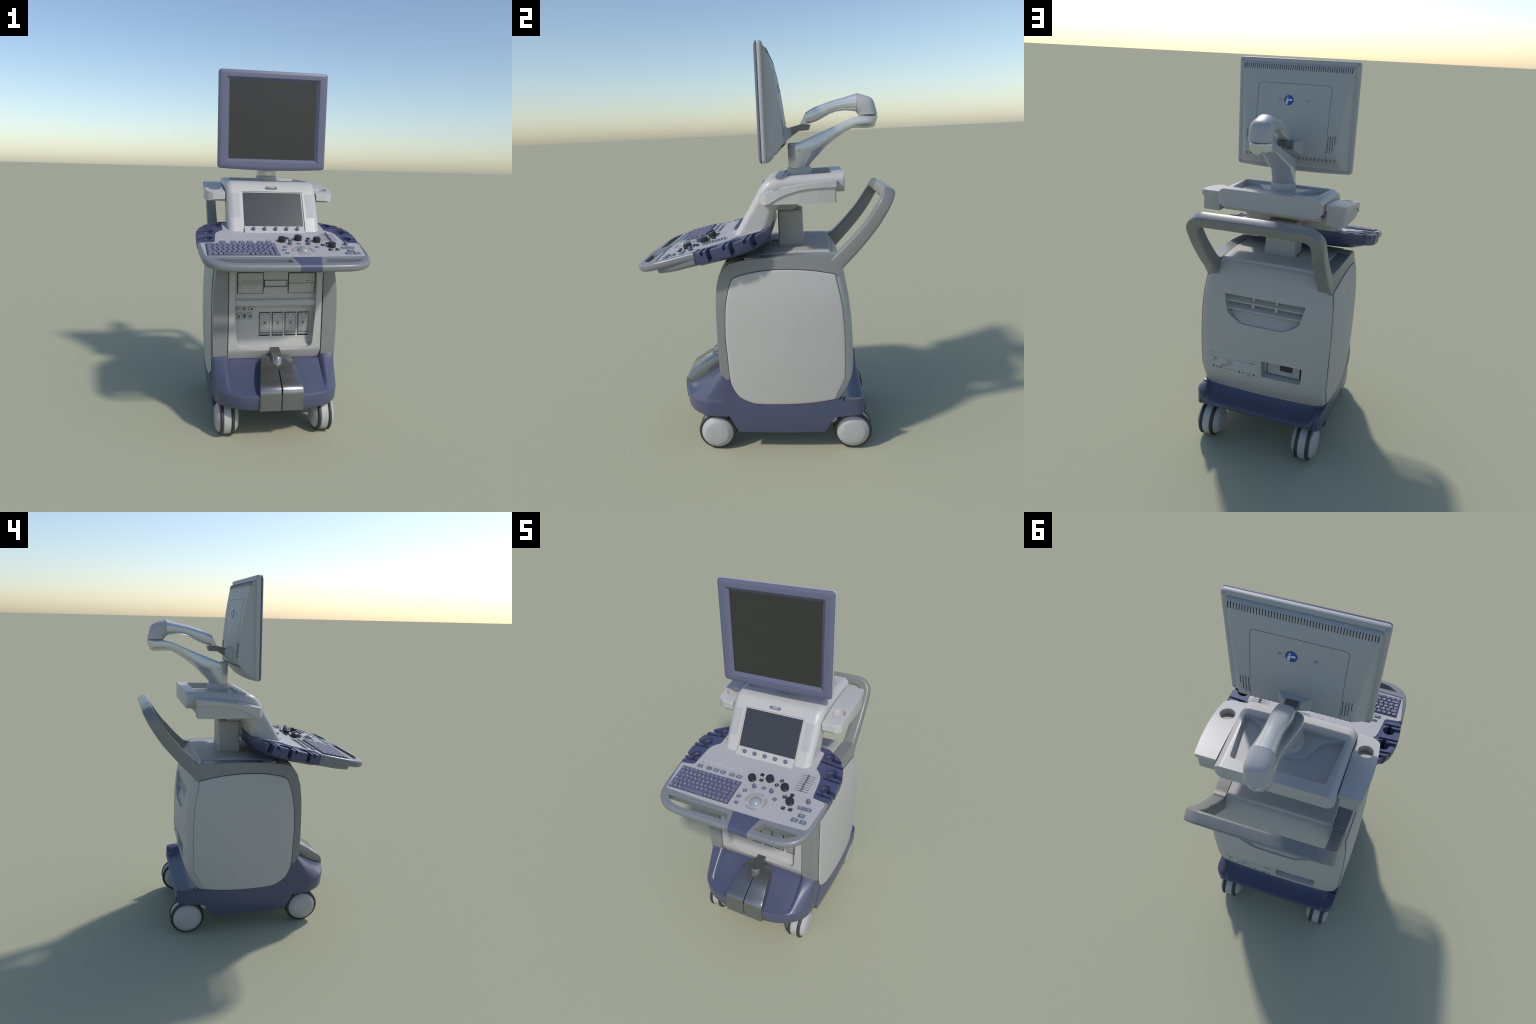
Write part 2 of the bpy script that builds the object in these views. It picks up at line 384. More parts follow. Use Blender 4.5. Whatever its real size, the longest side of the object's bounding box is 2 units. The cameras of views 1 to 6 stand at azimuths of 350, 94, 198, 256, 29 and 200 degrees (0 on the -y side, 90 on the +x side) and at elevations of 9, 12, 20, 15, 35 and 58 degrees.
# rear push handle: swept rounded section
HC = [(.312, .945), (.335, .972), (.380, 1.018), (.426, 1.068), (.497, 1.155), (.552, 1.243), (.582, 1.302)]
hc = spline(HC, 10)
cum = [0]
for a, b in zip(hc, hc[1:]): cum.append(cum[-1] + math.dist(a, b))
def hpos(q):
    q = max(0, min(cum[-1], q))
    for i in range(len(hc) - 1):
        if q <= cum[i + 1] + 1e-9:
            t = (q - cum[i]) / (cum[i + 1] - cum[i]); p = Vector(hc[i]).lerp(Vector(hc[i + 1]), t)
            break
    i = min(i, len(hc) - 2); a = Vector(hc[max(0, i - 2)]); b = Vector(hc[min(len(hc) - 1, i + 3)]); u = (b - a).normalized()
    return p, u, Vector((u.y, -u.x))
QT = cum[-1] - 0.010
hp = []                                                  # path in handle surface: (x, q, half lateral, half thickness)
rc = 0.062
for k in range(15): hp.append((-0.2955 - 0.0055 * k / 14, (QT - rc) * k / 14, 0.0335 - 0.003 * k / 14, interp([(0, .040), (.25, .0345), (1, .0295)], k / 14)))
for k in range(1, 10):
    a = PI / 2 * k / 10; hp.append((-0.301 + rc - rc * math.cos(a), QT - rc + rc * math.sin(a), 0.0305 - .0025 * k / 10, 0.029))
for k in range(0, 7): hp.append((-0.239 + 0.239 * k / 6, QT + 0.003 * math.sin(PI / 2 * k / 6), 0.0280 + .001 * k / 6, 0.029))
hp = hp + [(-x, q, a, b) for x, q, a, b in reversed(hp[:-1])]
rows = []
for i, (x, q, hl, ht) in enumerate(hp):
    x0, q0 = hp[max(0, i - 1)][:2]; x1, q1 = hp[min(len(hp) - 1, i + 1)][:2]
    t = Vector((x1 - x0, q1 - q0)).normalized(); lat = Vector((-t.y, t.x))
    p, u, n = hpos(q); X = Vector((1, 0, 0)); U = Vector((0, u.x, u.y)); N3 = Vector((0, n.x, n.y))
    L3 = X * lat.x + U * lat.y; c = Vector((x, p.x, p.y)) + N3 * (.002 + .005 * q / QT) + Vector((0, .003 * q / QT, 0))
    ring = round_poly([(hl, ht), (-hl, ht), (-hl, -ht), (hl, -ht)], 0.011, 3)
    rows.append([tuple(c + L3 * a + N3 * b) for a, b in ring])
loft("push_handle", rows, GREY, ROOT, angle=45)

# deck between the rails with a well for the lift column
dk = [(.311, 1.0245), (.15, 1.029), (.02, 1.0205), (-.10, 1.0085), (-.16, .995), (-.20, .975), (-.225, .94), (-.20, .90), (.31, .93), (.322, 1.0)]
deck = prism("top_deck", dk, 'x', -0.262, 0.262, SHELL, ROOT, 0.007, 3)
boolean(deck, [bm_prism(round_poly([(-.094, .008), (.094, .008), (.094, .172), (-.094, .172)], .012), 'z', 0.955, 1.1)])
box("well_dark_plate", (0, .099, .962), (0.186, .18, .012), DARK, deck)  # near-black plate added on the well floor to darken it

# ================================================================== FRONT PANEL
fp = round_poly([(-.262, .406), (.262, .406), (.262, .975), (-.262, .975)], .004)
front = link(bm_mesh(bm_prism([(-.242, .9), (-.246, .80), (-.249, .6), (-.250, .47), (-.248, .450), (-.222, .404), (-.06, .404), (-.06, .985), (-.205, .985), (-.225, .95)], 'x', -.262, .262), "front_panel"), "front_panel", FRONT, ROOT)
ro = round_poly([(-.229, .99), (-.228, .70), (-.212, .472), (-.06, .459), (.06, .459), (.212, .472), (.228, .70), (.229, .99)], [0, .02, .035, .2, .2, .035, .02, 0])
rec_yz = [(-.40, .445), (-.262, .445), (-.255, .460), (-.226, .470), (-.206, .485), (-.1965, .515), (-.1935, .60), (-.1905, .695), (-.224, .704), (-.230, .712), (-.230, .733), (-.226, .740), (-.216, .747), (-.213, .80), (-.211, .99), (-.40, .99)]
cutter = link(bm_mesh(bm_prism(ro, 'y', -.40, -.10), "c"), "c", None, ROOT)
boolean(cutter, [bm_prism(rec_yz, 'x', -.3, .3)], 'INTERSECT')
cb = bmesh.new(); cb.from_mesh(cutter.data); bpy.data.objects.remove(cutter)
boolean(front, [cb], angle=30)
mod = front.modifiers.new("edge", 'BEVEL'); mod.width = 0.004; mod.segments = 2; mod.limit_method = 'ANGLE'; mod.angle_limit = math.radians(50)
front.modifiers.move(1, 0)
TB = Matrix(((1, 0, 0, 0), (0, 1, 0, 0), (0, 0, 1, 0), (0, 0, 0, 1)))
FT = R(90, 'X')
def fbox(name, x0, x1, z0, z1, y, mat, parent, d=0.006, r=0.0008):
    return box(name, ((x0 + x1) / 2, y - d / 2 + 0.004, (z0 + z1) / 2), (x1 - x0, d + .008, z1 - z0), mat, parent, r, 1)
# drive bays
fbox("bay_gap_plate", -.214, -.066, .772, .894, -.2135, DARK, front, .001)  # dark plate behind the bay; its border stands in for the gap
bay = fbox("drive_bay", -.2095, -.0705, .7765, .8895, -.2135, BAY, front, .004)
bm = text_bm("LOGIO", .040, T(-.140, -.2220, .833) @ FT @ Matrix.Scale(1.1, 4, (1, 0, 0)))
me = join_meshes([bm], "bay_lettering"); link(me, "bay_lettering", new_mat("bay_letter_ink", (.345, .34, .325), .5), bay)
fbox("bay_gap_plate", .071, .229, .772, .892, -.2135, DARK, front, .001)  # same dark backing plate, no gap is cut
bay2 = fbox("drive_bay", .0755, .2245, .8335, .8875, -.2135, BAY, front, .004)
bay3 = fbox("drive_bay", .0755, .2245, .7765, .8315, -.2135, BAY, front, .004)
fbox("drive_button", .176, .184, .842, .846, -.219, BLACK, bay2, .001)
fbox("drive_slit_strip", .190, .213, .843, .8445, -.219, INKG, bay2, .0006)  # raised grey strip, no slit is cut
fbox("tray_gap_plate", -.064, .067, .813, .850, -.214, DARK, front, .001)  # dark plate added round the latch in place of a gap
fbox("tray_latch", -.060, .063, .816, .848, -.214, SHELL, front, .006, .002)
prism("tray_lip", [(-.214, .815), (-.229, .812), (-.229, .806), (-.212, .800)], 'x', -.064, .067, WHITE, front, .001, 1)
# connector strip plates
def cplate(pts, z, name="connector_plate"):
    return prism(name, pts, 'y', -.198, -.18, PLATE, front, .001, 1)
p1 = cplate(round_poly([(-.214, .668), (-.146, .668), (-.146, .696), (-.214, .696)], .004), 0)
p2 = cplate(round_poly([(-.140, .668), (-.104, .668), (-.104, .696), (-.140, .696)], [.004, .014, .014, .004]), 0)
p3 = cplate(round_poly([(-.214, .622), (-.116, .622), (-.116, .660), (-.214, .660)], [.004, .019, .019, .004]), 0)
yy = -.1975
for x, z, w, h in [(-.208, .688, .004, .004), (-.208, .682, .004, .004), (-.195, .688, .007, .003), (-.195, .683, .006, .003), (-.170, .688, .017, .004), (-.170, .681, .016, .004)]: box("socket_slot_block", (x, yy, z), (w, .003, h), BLACK, p1)  # black blocks set on the plate, no slots are cut
prism("warning_triangle", [(-.188, .679), (-.180, .679), (-.184, .686)], 'y', yy - .0014, yy, YELLOW, p1)
lathe("round_socket", [(.0115, 0), (.0115, .002), (.0095, .003)], LABEL, p2, 24, 'y', M=T(-.127, yy - .002, .682))
lathe("round_socket_core", [(.0062, 0), (.0062, .003)], BLACK, p2, 20, 'y', M=T(-.127, yy - .0032, .682))
for x in (-.199, -.133):
    lathe("round_socket", [(.0068, 0), (.0068, .003)], BLACK, p3, 20, 'y', M=T(x, yy - .0022, .641))
    lathe("round_socket_pin", [(.0022, 0), (.0022, .003)], PORT, p3, 12, 'y', M=T(x, yy - .003, .641))
box("green_connector", (-.167, yy, .643), (.015, .005, .021), GREEN, p3, .001)
for x, z, w, h in [(-.206, .653, .007, .004), (-.184, .653, .007, .006), (-.147, .653, .007, .006), (-.184, .641, .006, .003), (-.147, .641, .006, .003), (-.203, .628, .026, .002), (-.136, .629, .016, .0015)]: box("socket_print", (x, yy, z), (w, .0022, h), INK, p3)
prism("warning_triangle", [(-.155, .626), (-.146, .626), (-.1505, .634)], 'y', yy - .0014, yy, YELLOW, p3)
# probe ports
strip = box("port_strip", (.059, -.1905, .676), (.252, .006, .018), SHELL, front, .001)
prism("warning_triangle", [(.058, .669), (.071, .669), (.0645, .682)], 'y', -0.1920, -0.1905, YELLOW, strip)
def port(xc, idx):
    xl = 0.0315
    g = box("probe_port", (xc, -0.1905, .592), (.063, .012, .137), DARK, front, .001)
    o = box("port_cover", (xc, -0.1955, .602), (.058, .010, .112), PORT, g, .0012)
    box("port_head", (xc, -0.1970, .648), (.058, .010, .020), PLATE, g, .001)
    prism("port_latch", [(-0.1925, .544), (-0.2015, .540), (-0.2015, .534), (-0.1945, .530), (-0.1905, .530)], 'x', xc - .029, xc + .029, PORT, g, .001, 1)
    bs = [bm_lathe([(.0058, 0), (.0058, .0012)], 16, 'y')]; bs[0].transform(T(xc, -0.2015, .602))
    for a in (55, 125, 235, 305): bs.append(bm_box((xc + .0115 * math.cos(math.radians(a)), -0.2007, .602 + .0125 * math.sin(math.radians(a))), (.004, .0008, .004)))
    for dx, dz, w, h in [(-.020, 0, .005, .002), (.020, 0, .005, .002), (-.015, .047, .013, .003), (.015, .047, .013, .003), (-.017, -.048, .013, .002), (.015, -.048, .013, .002)]:
        bs.append(bm_box((xc + dx, -0.2007 - (.0015 if dz > .03 else 0), .602 + dz), (w, .0008, h)))
    m = link(join_meshes(bs, "port_marks"), "port_marks", INK, g); m["kind"] = "stuff"
    box("port_seam", (xc, -0.2007, .580), (.0012, .0006, .036), PLATE, g); box("port_seam", (xc, -0.2007, .628), (.0012, .0006, .020), PLATE, g)
    box("port_number", (xc, -0.1913, .6695), (.003, .0006, .003), INK, strip)
for i in range(4): port(-.0515 + i * .0740, i)

# ================================================================== BASE
def Wb(y, z):
    w = interp([(.10, .328), (.13, .338), (.2, .347), (.3, .3495), (.4, .350)], z) + .010 * max(0, 1 - ((y - .08) / .30) ** 2)
    if y > .40: w -= .052 * (1 - math.sqrt(max(0, 1 - min(1, (y - .40) / .068) ** 2.4)))
    return w
bs = [(-.164, .301), (-.222, .206), (-.174, .108), (.262, .106), (.281, .143), (.298, .170), (.314, .189), (.335, .195), (.40, .200), (.445, .202), (.458, .208), (.466, .219), (.467, .234), (.462, .237), (.450, .240), (.435, .241), (.405, .246), (.378, .258), (.352, .286), (.316, .2885), (.202, .2745), (.078, .2695), (-.063, .2705), (-.112, .2815), (-.157, .3065)]
bm = bm_prism(bs, 'x', -.33, .33)
slice_grid(bm, 1, [-.15, -.1, -.05, 0, .05, .1, .15, .2, .25, .36, .39, .405, .43, .45, .455, .461]); slice_grid(bm, 2, [.14, .17, .2, .235, .27, .3])
slice_grid(bm, 0, [-.325, -.315, -.305, -.295, -.285, -.27, 0, .27, .285, .295, .305, .315, .325])
for v in bm.verts:
    if abs(v.co.x) > .32: v.co.x = math.copysign(Wb(v.co.y, v.co.z), v.co.x)
for v in bm.verts:                                                # shelf ends rise into raised cheeks
    if v.co.y > .365 and v.co.z > .236: v.co.z += (.288 - v.co.z) * smoothstep(.275, .325, abs(v.co.x)) * (1 if v.co.y < .464 else .8)
bevel(bm, .006, 3, 40, sel=lambda e: abs(e.verts[0].co.x) > .30 and abs(e.verts[1].co.x) > .30 and min(v.co.y for v in e.verts) > .33)
wn(link(bm_mesh(bm, "base_skirt", 40), "base_skirt", BLUE, ROOT))

# front bumper: height field with raised side ridges and a shallow dish
XB = .348
YF = spline([(0, -.4785), (.06, -.4775), (.12, -.4730), (.20, -.4570), (.26, -.4280), (.30, -.3960), (.326, -.3600), (.340, -.327), (.3465, -.280), (.3485, -.236)], 6)
def yf(x): return interp(YF, abs(x))
def ztop(x, t):
    ax = abs(x); s = smoothstep(.258, .274, ax)
    c = .284 + .118 * t ** 1.05 - .010 * math.sin(PI * min(1, t)); r = .287 + .156 * t ** .95
    z = c + (r - c) * s
    z -= .0 * (1 - smoothstep(.118, .150, ax)) * smoothstep(.02, .2, t)
    return z
rows = []; nx = 64
for i in range(nx + 1):
    x = XB * math.sin(PI / 2 * (-1 + 2 * i / nx)); f = yf(x); col = [(x, -.12, .206), (x, -.22, .203)]
    xi = x * .988
    col += [(xi, min(f + .022, -.225), .199), (xi, min(f + .011, -.226), .2005), (x * .993, min(f + .006, -.228), .206), (x, min(f, -.232), .273), (x, min(f + .001, -.234), .2785), (x * .999, min(f + .003, -.235), .2825)]
    for k in range(0, 15):
        t = k / 14; y = (f + .0075) * (1 - t) + (-.236) * t
        if f + .0075 > -.236: y = -.236 - .0003 * (14 - k)
        col.append((x * (.995 if abs(x) > .34 else 1), y, ztop(x, t if f + .0075 < -.236 else 1) + (0 if k else -.0005)))
    col.append((x, -.12, ztop(x, 1)))
    rows.append(col)
loft("front_bumper", rows, BLUE, ROOT, angle=48)

# brake pedals
pp = spline([(-.4815, .203), (-.4835, .27), (-.4820, .300), (-.473, .322), (-.455, .338), (-.424, .358), (-.385, .385), (-.335, .412), (-.290, .429), (-.262, .433)], 4)
def pedal(sgn):
    rows = []
    for i, (y, z) in enumerate(pp):
        h = interp([(-.478, .117), (-.455, .1145), (-.30, .086), (-.275, .078), (-.262, .066)], y)
        a, b = (.0028, h); cx = .001
        ny, nz = (pp[min(i + 1, len(pp) - 1)][1] - pp[max(i - 1, 0)][1]), -(pp[min(i + 1, len(pp) - 1)][0] - pp[max(i - 1, 0)][0])
        l = math.hypot(ny, nz); ny, nz = ny / l, nz / l                    # inward normal
        if nz > 0: ny, nz = -ny, -nz
        ny = abs(ny)
        sec = [(a, .07), (a, .002), (a + .002, 0), (b - .005, 0), (b - .0015, .0015), (b, .005), (b, .07)]
        rows.append([(cx + sgn * x, y + ny * d, z + nz * d) for x, d in sec])
    return loft("brake_pedal", rows, METAL, ROOT, angle=40)
for s in (1, -1): pedal(s)
rows = []                                                         # release lever between the pedals
for z, f, hw, tilt in [(.360, -.358, .034, 0), (.385, -.355, .0335, 0), (.42, -.346, .030, .08), (.438, -.340, .0285, .18), (.4445, -.336, .0265, .23), (.4455, -.331, .0235, .23)]:
    ring = []
    for k in range(13):
        a = PI * k / 12; ring.append((.001 + hw * math.cos(a), f + hw - hw * math.sin(a)))
    ring = [(.001 + hw, -.235)] + ring + [(.001 - hw, -.235)]
    rows.append([(x, y, z + tilt * (y - f) * 1.1) for x, y in ring])
loft("release_lever", rows, METAL, ROOT, angle=35)

# casters
hubp = [(.02, -.0625), (.054, -.0625), (.058, -.061), (.073, -.050), (.078, -.046), (.0795, -.041), (.0795, .041), (.078, .046), (.073, .050), (.058, .061), (.054, .0625), (.02, .0625)]
tyrep = [(.080, .0215), (.089, .0215), (.0925, .024), (.094, .029), (.0935, .034), (.091, .0375), (.086, .039), (.080, .039)]
band = [(.07, -.021), (.0865, -.021), (.0888, -.018), (.0888, .018), (.0865, .021), (.07, .021)]
hub_me = bm_mesh(bm_lathe(hubp, 64, 'x'), "wheel_hub", 25)
tyre_me = join_meshes([bm_lathe(tyrep, 64, 'x', False)], "tyre"); band_me = bm_mesh(bm_lathe(band, 64, 'x'), "wheel_guard", 30)
first = None
for x in (.271, -.271):
    for y in (-.291, .403):
        M = T(x, y, .0975) @ Matrix.Scale(1.035, 4, (0, 1, 0)) @ Matrix.Scale(1.035, 4, (0, 0, 1))
        h = link(band_me, "caster", HUB, ROOT, M)
        link(hub_me, "wheel_hub", HUB, h)
        link(tyre_me, "tyre", TYRE, h); link(tyre_me, "tyre", TYRE, h, R(180, 'Z'))
        lathe("caster_stem", [(.03, .05), (.03, .112)], GREY, h, 24)

# ================================================================== LIFT COLUMN AND CONSOLE
col = box("lift_column", (0, .118, 1.085), (.164, .126, .243), COLM, ROOT, .012, 3)
box("column_sleeve", (0, .118, 1.015), (.170, .131, .118), COLM, ROOT, .012, 3)
prism("column_mount", [(.050, 1.210), (.135, 1.210), (.168, 1.236), (.19, 1.31), (.05, 1.31)], 'x', -.105, .105, SHELL, ROOT, .004, 2)

# console housing: rounded profile swept across the width
prof = [(-.163, 1.094), (-.0315, 1.316), (-.013, 1.343), (.010, 1.367), (.037, 1.380), (.07, 1.386), (.11, 1.389), (.388, 1.397), (.388, 1.306), (.16, 1.300), (.098, 1.272), (.066, 1.240), (.046, 1.205), (.018, 1.118)]
prof = [prof[0]] + spline(prof[1:7], 3) + prof[7:]
def inset(pts, d):
    out = []; n = len(pts); area = sum(pts[i - 1][0] * pts[i][1] - pts[i][0] * pts[i - 1][1] for i in range(n)); sg = 1 if area > 0 else -1
    for i in range(n):
        a, p, b = Vector(pts[i - 1]), Vector(pts[i]), Vector(pts[(i + 1) % n])
        e1 = (p - a).normalized(); e2 = (b - p).normalized(); n1 = Vector((-e1.y, e1.x)) * sg; n2 = Vector((-e2.y, e2.x)) * sg
        m = (n1 + n2); m = m / max(.35, m.dot(n1)) if m.length > 1e-5 else n1
        out.append(tuple(p + m * d))
    return out
HW = .2625; rr = .038; secs = []
for k in range(9):
    a = PI / 2 * k / 8; secs.append((HW - rr + rr * math.cos(a), rr * (1 - math.sin(a))))
secs = [(-x, d) for x, d in secs] + [(x, d) for x, d in reversed(secs)]
def sec_pts(d):
    q = inset(prof, d)
    return [(y if not (y > .345) else .388 - d * .25, z) for y, z in q]
rows = [[(x * (1 if z > 1.2 else 1.0), y, z) for y, z in sec_pts(d)] for x, d in secs]
hood = loft("console_housing", rows, WHITE, ROOT, angle=30)
# screen recess and storage tray
tl = math.atan2(.205, .119)                                            # slope of the front face
def face(s, d): return (-.031 + s * math.cos(tl) + d * math.sin(tl), 1.318 + s * math.sin(tl) - d * math.cos(tl))
scr = bm_prism([face(.012, -.05), face(.012, .007), face(-.28, .007), face(-.28, -.05)], 'x', -.176, .176)
tray_o = round_poly([(-.238, .082), (.238, .082), (.214, .338), (-.214, .338)], .018)
tr = bm_prism(tray_o, 'z', 1.362, 1.45)
tcx, tcy = 0, .21
for v in tr.verts:
    if v.co.z < 1.4: v.co.x *= .93; v.co.y = tcy + (v.co.y - tcy) * .88
    else: v.co.x *= 1.05; v.co.y = tcy + (v.co.y - tcy) * 1.05
boolean(hood, [scr, tr], angle=30)
mod = hood.modifiers.new("edge", 'BEVEL'); mod.width = 0.0075; mod.segments = 4; mod.limit_method = 'ANGLE'; mod.angle_limit = math.radians(38)
hood.modifiers.move(1, 0)
# raised S-shaped island in the tray carrying the arm
isl = [(.232, .075), (.222, .098), (.19, .108), (.158, .122), (.132, .150), (.112, .190), (.088, .226), (.05, .248), (0, .255)]
isl = mirror2(spline(isl, 4)[::-1])
bm = bm_prism(isl, 'z', 1.345, 1.3775)
for v in bm.verts:
    if v.co.z > 1.36: v.co.x *= .95; v.co.y = .08 + (v.co.y - .08) * .90
bevel(bm, .008, 3, 30, sel=lambda e: min(v.co.z for v in e.verts) > 1.36)
wn(link(bm_mesh(bm, "tray_island", 50), "tray_island", WHITE, hood))

box("tray_pan", (0, .222, 1.294), (.500, .236, .026), SHELL, hood, .006, 2)
# built-in display with tilted button lip
p = [face(.005, .0015), face(.005, .012), face(-.212, .012), face(-.212, .0015)]
disp = prism("display_screen", p, 'x', -.168, .168, DISP, ROOT, .0008, 1)
prism("display_frame", [face(.0115, .0055), face(.0115, .014), face(-.24, .014), face(-.24, .0055)], 'x', -.1755, .1755, WHITE, disp)
lipo = [(-.126, 1.1415), (-.129, 1.1425), (-.172, 1.1095), (-.180, 1.101), (-.180, 1.088), (-.12, 1.088)]
lip = prism("button_lip", lipo, 'x', -.170, .170, WHITE, ROOT, .0045, 3)
bx = bm_lathe([(.0098, -.006), (.0105, 0), (.0098, .010), (.0085, .0145), (.006, .016)], 24)
but_me = bm_mesh(bx, "push_button", 40); but_me.materials.append(KEYC)
la = math.degrees(math.atan2(.033, .043))
for i in range(5): link(but_me, "push_button", None, lip, T(-.121 + i * .0620, -.1545, 1.1245) @ R(la, 'X'))
# badge and speaker grilles on the housing
def on_face(s, x, d=-.001):
    y, z = face(s, d); return T(x, y, z) @ R(math.degrees(tl), 'X')
badge = box("badge", (0, 0, 0), (.065, .014, .003), KEYB, hood, .001, M=T(0, -.0155, 1.350) @ R(55, 'X'))
link(join_meshes([text_bm("LOGIO", .012, T(0, -.0165, 1.3508) @ R(55, 'X'), .0006)], "badge_lettering"), "badge_lettering", LEGEND, badge)
for s in (1, -1):
    bm = bmesh.new(); sp = []
    for k in range(9):                                               # grille wraps the rounded pillar
        x = .190 + .050 * k / 8
        d = 0 if x < HW - rr else rr - math.sqrt(max(0, rr ** 2 - (x - (HW - rr)) ** 2))
        sp.append((x, d - .0008))
    rows = [[(s * x, *face(q, d)) for x, d in sp] for q in (-.003, -.053, -.103, -.153)]
    rows2 = [[(s * x, *face(q, d + .006)) for x, d in sp] for q in (-.003, -.053, -.103, -.153)]
    g = bmesh.new(); A = [[g.verts.new(p) for p in r] for r in rows]; B = [[g.verts.new(p) for p in r] for r in rows2]
    for k in range(3):
        for i in range(8): g.faces.new((A[k][i], A[k][i + 1], A[k + 1][i + 1], A[k + 1][i]))
    for k in range(3):
        for i in (0, 8): g.faces.new((A[k][i], A[k + 1][i], B[k + 1][i], B[k][i]))
    for i in range(8):
        for k in (0, 3): g.faces.new((A[k][i], A[k][i + 1], B[k][i + 1], B[k][i]))
    link(bm_mesh(g, "speaker_grille"), "speaker_grille", SPK, hood); bm.free()

# side accessory holders with cups
for s in (1, -1):
    lid = spline([(.347, 1.369), (.26, 1.363), (.13, 1.347), (.045, 1.330), (-.004, 1.319)], 4) + [(-.018, 1.311), (-.017, 1.281), (.004, 1.270)] + spline([(.030, 1.273), (.092, 1.307), (.15, 1.326), (.202, 1.336), (.28, 1.340), (.343, 1.340)], 4)
    def plan(inn, d):
        p = [(inn, -.016 + d), (.335, -.010 + d), (.367 - d, .012 + d), (.375 - d, .08), (.3785 - d, .17), (.375 - d, .26), (.366 - d, .349 - d), (inn, .349 - d)]
        p = round_poly(p, [.006, .03, .03, .1, .1, .1, .012, .004])
        return bm_prism([(s * u, v) for u, v in p], 'z', 1.2, 1.5)
    h = link(bm_mesh(bm_prism(lid, 'x', min(s * .25, s * .40), max(s * .25, s * .40)), "accessory_holder", 40), "accessory_holder", WHITE, ROOT)
    boolean(h, [plan(.2665, 0)], 'INTERSECT')
    cupb = bm_lathe([(.031, 1.282), (.0355, 1.337), (.038, 1.36)], 40); cupb.transform(T(s * .3195, .086, 0))
    boolean(h, [cupb])
    mod = h.modifiers.new("edge", 'BEVEL'); mod.width = 0.006; mod.segments = 3; mod.limit_method = 'ANGLE'; mod.angle_limit = math.radians(50); h.modifiers.move(1, 0)
    low = [(.36, 1.345), (.36, 1.2705), (-.01, 1.2705), (.030, 1.28), (.092, 1.312), (.16, 1.335)]
    lb = link(bm_mesh(bm_prism(low, 'x', min(s * .25, s * .40), max(s * .25, s * .40)), "holder_box"), "holder_box", SHELL, h)
    boolean(lb, [plan(.272, .0065)], 'INTERSECT')
    mod = lb.modifiers.new("edge", 'BEVEL'); mod.width = 0.004; mod.segments = 2; mod.limit_method = 'ANGLE'; mod.angle_limit = math.radians(50); lb.modifiers.move(1, 0)
    lathe("holder_cup", [(.0350, 1.333), (.0340, 1.3325), (.0300, 1.284), (.001, 1.282)][::-1], CUPM, h, 40, M=T(s * .3195, .086, 0), cap=False)
    box("holder_bracket", (s * .262, .22, 1.325), (.03, .20, .04), GREY, h, .003)

# ================================================================== CONTROL PANEL (sloped plane: x, s, h)
pa = math.atan(.234)
PM = Matrix(((1, 0, 0, 0), (0, math.cos(pa), -math.sin(pa), -.5035), (0, math.sin(pa), math.cos(pa), 1.0300), (0, 0, 0, 1)))
cov = [(0, -.020), (.20, -.016), (.394, -.008), (.407, -.001), (.414, .018), (.4285, .164), (.427, .179), (.418, .187), (.362, .194), (.3525, .200), (.350, .212), (.340, .315), (.331, .343), (.314, .366), (.296, .380), (.291, .394), (.288, .492), (.284, .503), (.272, .508), (0, .508)]
cov = mirror2(cov[::-1])
cover = prism("panel_cover", cov, 'z', -.014, 0.0, COVER, ROOT, .0035, 3, M=PM, ang=45)
# grey front tray with hand rail
rail = [(0, -.1265), (.20, -.126), (.285, -.1235), (.336, -.1155), (.374, -.0975), (.403, -.070), (.421, -.036), (.4295, .005), (.434, .06), (.4385, .186)]
rail = mirror2(rail)
bm = bm_prism(rail, 'z', -.037, .0035); bevel(bm, .0155, 4, 45, sel=lambda e: e.verts[0].co.y < .17 or e.verts[1].co.y < .17)
tray = link(bm_mesh(bm, "hand_rail_tray", 38, PM), "hand_rail_tray", HGREY, ROOT)
sl1 = bm_prism(round_poly([(-.372, -.042), (.000, -.046), (.014, -.088), (-.25, -.0945), (-.318, -.082)], [.004, .01, .006, .05, .05]), 'z', -.1, .1); sl1.transform(PM)
sl2 = bm_prism(round_poly([(.188, -.038), (.380, -.042), (.345, -.076), (.29, -.090), (.166, -.091)], [.012, .004, .04, .05, .006]), 'z', -.1, .1); sl2.transform(PM)
pit = bm_prism([(a * 1.001, b + .0005) for a, b in cov], 'z', -.010, .1); pit.transform(PM)
boolean(tray, [sl1, sl2, pit])
mod = tray.modifiers.new("edge", 'BEVEL'); mod.width = 0.004; mod.segments = 2; mod.limit_method = 'ANGLE'; mod.angle_limit = math.radians(55); tray.modifiers.move(1, 0)
bel = mirror2([(0, -.030), (.35, -.028), (.390, -.015), (.412, .012), (.424, .06), (.4365, .186)])
prism("belly_pan", [(a * .86, -.022 + (b + .03) * .97) for a, b in bel], 'z', -.076, -.05, HGREY, tray, .012, 3, M=PM)
prism("tray_belly", bel, 'z', -.062, -.020, HGREY, tray, .012, 3, M=PM)
